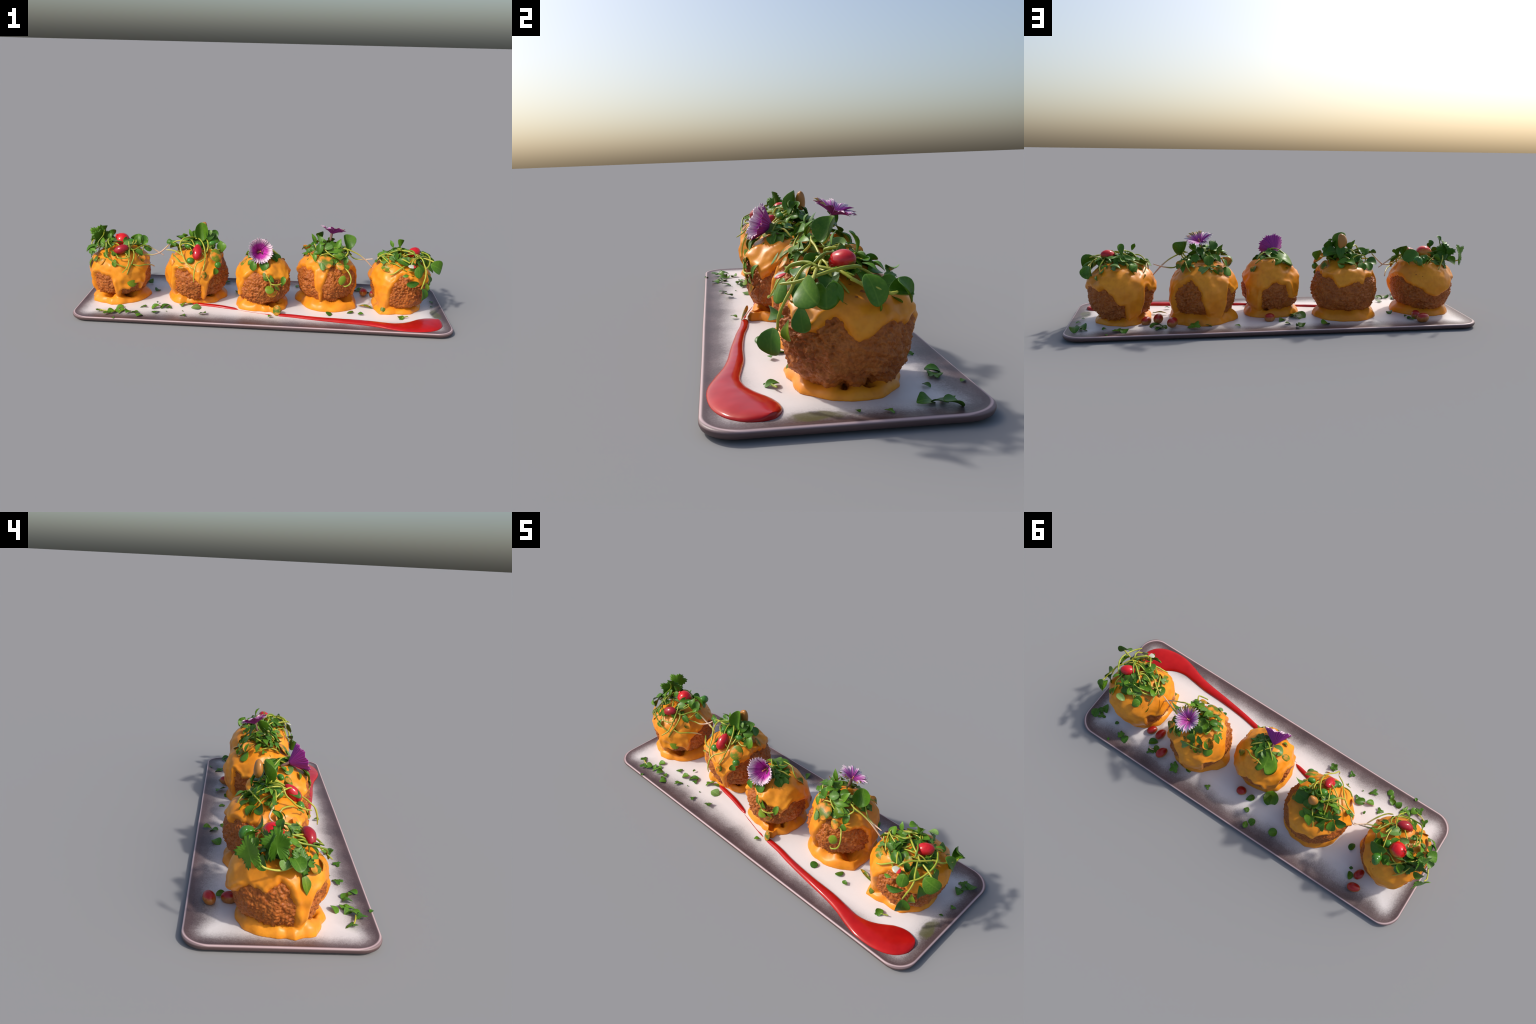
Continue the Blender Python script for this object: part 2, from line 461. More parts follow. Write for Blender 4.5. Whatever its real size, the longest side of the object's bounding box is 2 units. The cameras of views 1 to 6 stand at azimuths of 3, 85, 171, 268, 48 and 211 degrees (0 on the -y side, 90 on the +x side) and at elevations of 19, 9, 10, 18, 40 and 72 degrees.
def ellipsoid_mesh(name, mat, squash=0.0, seg=28, rings=18, tip=0.0, bean=0.0):
    verts, faces = [], []
    for i in range(rings + 1):
        ph = math.pi * i / rings
        for k in range(seg):
            a = 2 * math.pi * k / seg
            x, y, z = math.sin(ph) * math.cos(a), -math.cos(ph), math.sin(ph) * math.sin(a)
            w = 1 + squash * y
            x *= w; z *= w
            if tip: y += tip * max(0, y) ** 6
            z -= bean * (y * y - 0.4)
            n = noise.noise(Vector((x, y, z)) * 1.7 + Vector((len(name), 0, 0))) * 0.05
            verts.append((x * (1 + n), y * (1 + n * .5), z * (1 + n)))
    for i in range(rings):
        for k in range(seg):
            a, b = i * seg + k, i * seg + (k + 1) % seg
            faces.append((a, b, b + seg, a + seg))
    me = mesh_from(name, verts, faces)
    bm = bmesh.new(); bm.from_mesh(me); bmesh.ops.remove_doubles(bm, verts=bm.verts, dist=1e-4); bm.to_mesh(me); bm.free()
    me.polygons.foreach_set("use_smooth", [True] * len(me.polygons))
    me.materials.append(M[mat])
    return me
BERRY = {}
def add_berry(parent, mat, C, half, T, up=(0, 0, 1), name="red_berry", **kw):
    key = (mat, tuple(sorted(kw.items())))
    if key not in BERRY: BERRY[key] = ellipsoid_mesh(name, mat, **kw)
    return make_obj(name, BERRY[key], parent, (), frame(C, up, T, half[0], half[1], half[2]))

# ------------------------------------------------------------------ plate
def ring_pts(inset, z, nc=12, ns=24, nw=8):
    hx, hy, r = HX - inset, HY - inset, max(RC - inset, 0.02)
    pts = []
    for (cx, cy, a0) in ((hx - r, hy - r, 0), (-hx + r, hy - r, 90), (-hx + r, -hy + r, 180), (hx - r, -hy + r, 270)):
        for k in range(nc + 1):
            a = math.radians(a0 + 90 * k / nc)
            pts.append((cx + r * math.cos(a), cy + r * math.sin(a), z))
        n = ns if a0 in (0, 180) else nw
        sx, sy = (-1, 0) if a0 == 0 else (0, -1) if a0 == 90 else (1, 0) if a0 == 180 else (0, 1)
        length = 2 * (hx - r) if n == ns else 2 * (hy - r)
        x0, y0, _ = pts[-1]
        for k in range(1, n):
            pts.append((x0 + sx * length * k / n, y0 + sy * length * k / n, z))
    return pts

def build_plate():
    prof = [(0.075, 0.0), (0.045, 0.0), (0.028, 0.0), (0.018, 0.0012), (0.009, 0.0042), (0.003, 0.0090), (0.0006, 0.0150),
            (0.0, 0.0200), (0.0012, 0.0232), (0.0045, 0.0255), (0.0085, 0.0264), (0.013, 0.0262), (0.019, 0.0250),
            (0.030, 0.0240), (0.055, 0.0236), (0.10, FLOOR)]
    verts, faces = [], []
    for ins, z in prof: verts += ring_pts(ins, z)
    # faint hand-made waviness of the edge
    verts = [(x + 0.0015 * noise.noise(Vector((x * 4, y * 4, 3))), y + PY + 0.0015 * noise.noise(Vector((x * 4, y * 4, 9))), z) for x, y, z in verts]
    R = len(ring_pts(0, 0))
    for i in range(len(prof) - 1):
        for k in range(R):
            a, b = i * R + k, i * R + (k + 1) % R
            faces.append((a, b, b + R, a + R))
    faces.append(tuple(range(R - 1, -1, -1)))
    faces.append(tuple((len(prof) - 1) * R + k for k in range(R)))
    me = mesh_from("serving_plate", verts, faces)
    return me

plate = thing("serving_plate", (0, 0, 0), "long rectangular white stoneware plate with mauve brown border", "plate", build_plate(), (M["plate"],))

def smear(path, H=0.016):
    """half-round bead of sauce; path rows are x, y, half-width"""
    C = spline(path, 10); n = len(C); k = 14
    verts, faces = [], []
    for i in range(n):
        t = C[min(i + 1, n - 1)][:2] - C[max(i - 1, 0)][:2]; t /= np.linalg.norm(t)
        w = max(C[i][2], 0.0006); side = np.array([-t[1], t[0]])
        h = min(H, 0.85 * w)
        for j in range(k + 1):
            a = math.pi * j / k
            p = C[i][:2] + side * math.cos(a) * w
            zz = FLOOR - 0.001 + h * math.sin(a) ** 0.85
            zz += 0.0008 * noise.noise(Vector((p[0] * 25, p[1] * 25, 0))) * math.sin(a)
            verts.append((p[0], p[1], zz))
    for i in range(n - 1):
        for j in range(k):
            a = i * (k + 1) + j
            faces.append((a, a + 1, a + k + 2, a + k + 1))
        faces.append((i * (k + 1) + k, i * (k + 1), (i + 1) * (k + 1), (i + 1) * (k + 1) + k))
    return verts, faces

SMEAR_TAIL = [(-.395, -.084, .002), (-.375, -.088, .009), (-.33, -.094, .0125), (-.25, -.106, .013), (-.18, -.122, .012), (-.145, -.131, .009), (-.125, -.138, .0015)]
SMEAR_TRACE = [(-.125, -.144, .0012), (-.08, -.155, .0022), (0, -.1755, .0020), (.035, -.182, .004), (.06, -.188, .0015)]
SMEAR_HEAD = [(.075, -.185, .003), (.10, -.186, .0125), (.18, -.194, .0145), (.265, -.209, .0155), (.40, -.225, .0190), (.53, -.235, .025), (.61, -.248, .028),
              (.68, -.263, .036), (.74, -.266, .049), (.79, -.257, .060), (.835, -.240, .070), (.870, -.220, .073), (.898, -.200, .066), (.920, -.184, .052), (.934, -.174, .033), (.941, -.169, .016), (.944, -.167, .002)]
sv, sf = [], []
for pth in (SMEAR_TAIL, SMEAR_TRACE, SMEAR_HEAD):
    v, f = smear(pth)
    o = len(sv); sv += v; sf += [tuple(i + o for i in q) for q in f]
make_obj("red_sauce", mesh_from("red_sauce", sv, sf), plate, (M["red"],))

# ------------------------------------------------------------------ the balls
# x, y, radius; sauce edge as (azimuth deg, latitude deg); puddle rim as (azimuth, radius); hollows under the ball as azimuths
BALLS = [
 dict(c=(-.804, .018, .158), ry=.163, gaps=[(35, 16), (342, 10)], bead=0.037,
  edge=[(0,-10),(2,-60),(12,-60),(15,-20),(23,-19),(30,-24),(37,-14),(47,-9),(51,-12),(54,-27),(60,-30),(64,-16),(66,5),(78,11),(90,16),(100,22),(112,22),(124,20),(135,12),(146,6),(158,4),(165,1),(172,-7),(188,-13),(196,-8),(205,-4),(212,2),(222,12),(230,17),(240,16),(252,11),(262,22),(268,30),(277,22),(282,8),(287,-6),(290,-30),(292,-60),(304,-60),(308,-14),(309,0),(314,9),(326,13),(339,11),(350,11),(356,5),(358,0)],
  rim=[(5,.165),(25,.155),(50,.158),(75,.158),(94,.16),(124,.145),(152,.142),(185,.146),(210,.145),(240,.142),(264,.138),(280,.142),(290,.16),(303,.158),(316,.178),(328,.165),(341,.155),(354,.17)]),
 dict(c=(-.372, .047, .164), ry=.167, gaps=[(42, 13)], bead=0.037,
  edge=[(0,13),(6,3),(14,-6),(18,-60),(25,-60),(28,-5),(36,11),(45,18),(54,27),(73,30),(86,40),(98,38),(112,32),(126,31),(140,30),(148,22),(156,13),(161,11),(168,15),(184,23),(195,21),(204,20),(210,28),(224,31),(240,30),(258,28),(264,22),(271,10),(277,-15),(281,-60),(315,-60),(319,-5),(320,18),(325,24),(337,25),(347,25),(354,18)],
  rim=[(8,.125),(24,.125),(45,.145),(67,.145),(90,.16),(117,.165),(142,.168),(172,.166),(198,.168),(236,.166),(251,.162),(276,.164),(300,.163),(315,.165),(330,.162),(340,.13),(354,.128)]),
 dict(c=(.001, -.027, .144), ry=.144, gaps=[(33, 20), (58, 6), (160, 7)], bead=0.037,
  edge=[(0,30),(10,24),(21,28),(26,22),(44,14),(50,4),(58,10),(66,18),(78,21),(90,17),(105,12),(114,5),(118,-30),(120,-60),(148,-60),(154,-18),(156,4),(168,8),(177,18),(186,19),(194,14),(205,11),(209,0),(213,-13),(226,-18),(238,-17),(242,0),(247,14),(259,25),(270,24),(279,20),(286,8),(289,-25),(297,-30),(308,-20),(313,-5),(317,14),(331,26),(335,34),(348,36)],
  rim=[(0,.115),(22,.13),(25,.165),(36,.165),(42,.14),(55,.142),(80,.135),(102,.142),(127,.145),(147,.135),(190,.128),(216,.136),(240,.143),(264,.143),(285,.145),(306,.153),(320,.142),(335,.13),(350,.117)]),
 dict(c=(.350, .058, .157), ry=.158, gaps=[(58, 18)], bead=0.040,
  edge=[(0,30),(5,40),(11,46),(18,50),(24,38),(36,31),(51,27),(62,34),(74,29),(82,20),(86,0),(89,-60),(112,-60),(118,-5),(122,10),(135,19),(144,29),(153,34),(164,23),(174,10),(176,-6),(181,-25),(187,-60),(217,-60),(221,-13),(224,15),(230,12),(238,4),(250,1),(262,4),(270,14),(282,28),(302,31),(318,33),(328,28),(333,10),(337,-9),(342,-14),(345,-60),(349,-60),(351,-9),(354,9),(357,20)],
  rim=[(7,.171),(30,.176),(44,.18),(58,.192),(72,.174),(97,.17),(126,.168),(150,.16),(183,.154),(200,.154),(217,.149),(234,.147),(249,.157),(262,.172),(275,.165),(290,.145),(305,.15),(327,.165),(344,.172)]),
 dict(c=(.752, .034, .155), ry=.160, gaps=[(75, 6), (110, 7)], bead=0.028,
  edge=[(0,36),(8,36),(14,27),(25,21),(36,14),(50,11),(57,15),(63,24),(70,28),(76,23),(83,12),(90,4),(97,6),(106,16),(117,18),(129,15),(141,15),(155,17),(164,12),(171,4),(176,-8),(183,-14),(191,-13),(194,-60),(225,-60),(228,-5),(230,13),(237,15),(246,5),(258,2),(270,3),(280,5),(290,10),(294,0),(297,-20),(300,-60),(330,-60),(334,-10),(336,3),(341,16),(346,25),(349,33)],
  rim=[(10,.130),(27,.129),(43,.124),(70,.122),(90,.124),(118,.128),(150,.125),(190,.14),(221,.14),(245,.142),(265,.137),(288,.146),(305,.16),(322,.185),(326,.172),(332,.16),(348,.136)]),
]

def periodic(pairs, az):
    a = np.array([p[0] for p in pairs], float); v = np.array([p[1] for p in pairs], float)
    return np.interp(np.asarray(az) % 360, np.r_[a[-1] - 360, a, a[0] + 360], np.r_[v[-1], v, v[0]])

def gap_amount(gaps, az):
    g = 0.0
    for a, w in gaps:
        d = abs((az - a + 180) % 360 - 180)
        g = max(g, math.exp(-(d / w) ** 2))
    return g

def dir_of(az, lat):
    return np.stack([np.sin(az) * np.cos(lat), -np.cos(az) * np.cos(lat), np.sin(lat)], -1)

SQ = 2.14          # squareness of the balls: 2 would be an ellipsoid
def squareness(d):
    return (math.hypot(d[0], d[1]) ** SQ + abs(d[2]) ** SQ) ** (-1 / SQ)

def build_falafel(bi, B):
    R = B["c"][2]; RY = B["ry"]
    bm = bmesh.new()
    bmesh.ops.create_icosphere(bm, subdivisions=7, radius=1.0)
    off = Vector((bi * 7.3, bi * 3.1, 1.7))
    for v in bm.verts:
        d = v.co.normalized()
        k = squareness(d)
        p = Vector((d.x * R, d.y * RY, d.z * RZ)) * k
        lump = 0.008 * noise.noise(d * 1.6 + off) + 0.005 * noise.noise(d * 3.5 + off)
        # knobbly fried crust: rounded crumbs plus small pits
        rough = 0.72 + 0.95 * max(0.0, noise.noise(d * 1.3 + off * 2) + 0.25)
        q = d * R * 62 + off
        cell = noise.voronoi(q, distance_metric='DISTANCE')[0][0]
        lump += rough * 0.0065 * (0.55 - cell)
        lump += rough * 0.0064 * noise.fractal(d * R * 95 + off, 0.9, 2.0, 3)
        lump += rough * 0.0062 * noise.noise(d * R * 40 + off)
        az = math.degrees(math.atan2(d.x, -d.y)) % 360
        g = gap_amount(B["gaps"], az) * math.exp(-((d.z + 0.80) / 0.22) ** 2)
        v.co = p + d * (lump - 0.016 * g)
        if v.co.z < FLOOR - 0.002 - ZC: v.co.z = FLOOR - 0.002 - ZC
    me = bpy.data.meshes.new("falafel"); bm.to_mesh(me); bm.free()
    me.polygons.foreach_set("use_smooth", [True] * len(me.polygons))
    return me

def build_sauce(bi, B):
    R = B["c"][2]; RY = B["ry"]
    na, nl = 260, 130
    AZ, LT = np.meshgrid(np.linspace(0, 360, na, endpoint=False), np.linspace(-88, 88, nl))
    ragged = np.vectorize(lambda a: 4.0 * noise.noise(Vector((math.cos(math.radians(a)) * 7, math.sin(math.radians(a)) * 7, bi * 4.0)))
                          + 2.0 * noise.noise(Vector((math.cos(math.radians(a)) * 17, math.sin(math.radians(a)) * 17, bi * 9.0))))
    le = periodic(B["edge"], AZ) + ragged(AZ[0])[None, :]
    ea = np.linspace(0, 360, 1440, endpoint=False); el = periodic(B["edge"], ea) + ragged(ea)
    # add points down the steep sides of drips so distances stay true
    EA, EL = [], []
    for i in range(len(ea)):
        l0, l1 = el[i], el[(i + 1) % len(ea)]
        k = max(1, int(abs(l1 - l0) / 0.6))
        for j in range(k): EA.append(ea[i] + 0.25 * j / k); EL.append(l0 + (l1 - l0) * j / k)
    E = dir_of(np.radians(EA), np.radians(EL))
    D = dir_of(np.radians(AZ), np.radians(LT))
    dots = (D.reshape(-1, 3) @ E.T).max(1).reshape(AZ.shape)
    dist = np.arccos(np.clip(dots, -1, 1)) * R
    s = np.where(LT > le, dist, -dist)
    w = 0.020
    q = np.clip(s / w, 0, 1)
    T = 0.0130 * np.sqrt(np.clip(1 - (1 - q) ** 2, 0, 1)) + 0.0050 * np.exp(-((s - 0.013) / 0.009) ** 2)
    T = T * (1 + 0.55 * np.vectorize(lambda x, y, z: noise.noise(Vector((x, y, z)) * 3.2 + Vector((bi * 2.0, 8, 1))))(D[..., 0], D[..., 1], D[..., 2]))
    T = np.where(s < 0, -0.013 * np.clip(-s / 0.009, 0, 1) - 0.0005, T)
    verts, faces = [], []
    off = Vector((bi * 5.1 + 3, bi * 2.3, 4.2))
    for i in range(nl):
        for k in range(na):
            d = Vector(D[i, k]); t = float(T[i, k])
            n = 0.006 * noise.noise(d * 2.6 + off) + 0.0035 * noise.noise(d * 6.0 + off)
            # runnels: vertical ripples that follow the pour
            n += 0.0012 * noise.noise(Vector((d.x * 6, d.y * 6, d.z * 1.5)) + off)
            lump = 0.008 * noise.noise(d * 1.6 + Vector((bi * 7.3, bi * 3.1, 1.7)))
            t = t + (n if t > 0 else 0) * (1 if t > 0.004 else max(0, t / 0.004)) + lump
            g = gap_amount(B["gaps"], float(AZ[i, k])) * math.exp(-((d.z + 0.8) / 0.22) ** 2)
            t -= 0.03 * g
            kq = squareness(d)
            x, y, z = d.x * (R * kq + t), d.y * (RY * kq + t), max(d.z * (RZ * kq + t), FLOOR - 0.001 - ZC)
            # runs that reach the plate fall straight from the belly instead of following the ball inwards
            if z < -0.02 and s[i, k] > 0:
                hr = math.hypot(x, y)
                want = min(float(periodic(B["rim"], float(AZ[i, k]))) - 0.012, R + 0.006)
                want = want + 0.010 * (1 - min(1, (-z - 0.02) / 0.10))
                wgt = min(1, s[i, k] / 0.016) ** 0.7 * min(1, (-z - 0.02) / 0.04) * (1 - g)
                if want > hr: f = (hr + (want - hr) * wgt * 0.9) / hr; x *= f; y *= f
            verts.append((x, y, z))
    for i in range(nl - 1):
        for k in range(na):
            a, b = i * na + k, i * na + (k + 1) % na
            faces.append((a, b, b + na, a + na))
    faces.append(tuple(range(na - 1, -1, -1)))
    faces.append(tuple((nl - 1) * na + k for k in range(na)))
    # puddle
    o = len(verts); nr = 16
    z0 = FLOOR - 0.0015 - ZC
    verts.append((0, 0, z0)); verts.append((0, 0, z0 + 0.008))
    pa = 180
    for j in range(1, nr + 1):
        for k in range(pa):
            az = 360 * k / pa; ro = float(periodic(B["rim"], az)) + 0.004
            ro += 0.007 * noise.noise(Vector((math.sin(math.radians(az)) * 3.6, math.cos(math.radians(az)) * 3.6, bi * 2.0)))
            t = j / nr
            bw = 0.034                           # width of the rolled edge
            t = 1 - (1 - t) ** 1.6
            r = ro * t
            g = gap_amount(B["gaps"], az)
            e = (ro - r) / bw
            h = B["bead"] * (1 + 0.40 * noise.noise(Vector((math.sin(math.radians(az)) * 2.2, math.cos(math.radians(az)) * 2.2, bi * 3.0 + 5))))
            lip = 0.62 * h * math.sqrt(max(0, 1 - (1 - min(1, e / 0.40)) ** 2))     # rounded lip
            up = 0.80 * h * min(1, max(0, (e - 0.18) / 1.25)) ** 0.9                # skirt rising to the ball
            hh = lip + up - 1.35 * g * h * min(1, max(0, (e - 0.62) / 0.6))
            a = math.radians(az)
            verts.append((math.sin(a) * r, -math.cos(a) * r, z0 + 0.0015 + max(hh, 0.0)))
    for k in range(pa):
        az = 360 * k / pa; a = math.radians(az)
        x, y, _ = verts[o + 2 + (nr - 1) * pa + k]
        verts.append((x, y, z0))
    P = lambda j, k: o + 2 + (j - 1) * pa + k % pa
    for k in range(pa):
        faces.append((o + 1, P(1, k), P(1, k + 1)))
        for j in range(1, nr + 1):
            faces.append((P(j, k), P(j + 1, k), P(j + 1, k + 1), P(j, k + 1)))
        faces.append((o, P(nr + 1, k + 1), P(nr + 1, k)))
    me = mesh_from("sauce_raw", verts, faces)
    bm = bmesh.new(); bm.from_mesh(me); bmesh.ops.recalc_face_normals(bm, faces=bm.faces); bm.to_mesh(me); bm.free()
    tmp = bpy.data.objects.new("sauce_tmp", me); SC.objects.link(tmp)
    r = tmp.modifiers.new("r", "REMESH"); r.mode = "VOXEL"; r.voxel_size = 0.0036; r.use_smooth_shade = True
    sm = tmp.modifiers.new("s", "SMOOTH"); sm.factor = 0.5; sm.iterations = 5
    dg = bpy.context.evaluated_depsgraph_get()
    out = bpy.data.meshes.new_from_object(tmp.evaluated_get(dg)); out.name = "sauce"
    bpy.data.objects.remove(tmp); bpy.data.meshes.remove(me)
    out.polygons.foreach_set("use_smooth", [True] * len(out.polygons))
    return out

PARENT = []
LABELS = ["sauced falafel ball topped with jagged leaves and red fruit", "sauced falafel ball with sprouts, peas and red oval berry",
          "small sauced falafel ball with upright magenta flower", "sauced falafel ball with herb mound and violet flower",
          "sauced falafel ball tangled in cress stems and red berry"]
for bi, B in enumerate(BALLS):
    cx, cy, R = B["c"]
    p = thing("falafel_ball", (cx, cy, FLOOR), LABELS[bi], "falafel")
    W = Matrix.Translation((cx, cy, ZC))
    make_obj("falafel", build_falafel(bi, B), p, (M["falafel"],), W)
    make_obj("sauce", build_sauce(bi, B), p, (M["sauce"],), W)
    PARENT.append(p)
B1, B2, B3, B4, B5 = PARENT

def surf(bi, az, lat, h=0.012):
    """point and outward normal on a ball's sauce"""
    cx, cy, R = BALLS[bi]["c"]
    d = dir_of(math.radians(az), math.radians(lat))
    return Vector((cx + d[0] * (R + h), cy + d[1] * (R + h), ZC + d[2] * (RZ + h))), Vector(d)

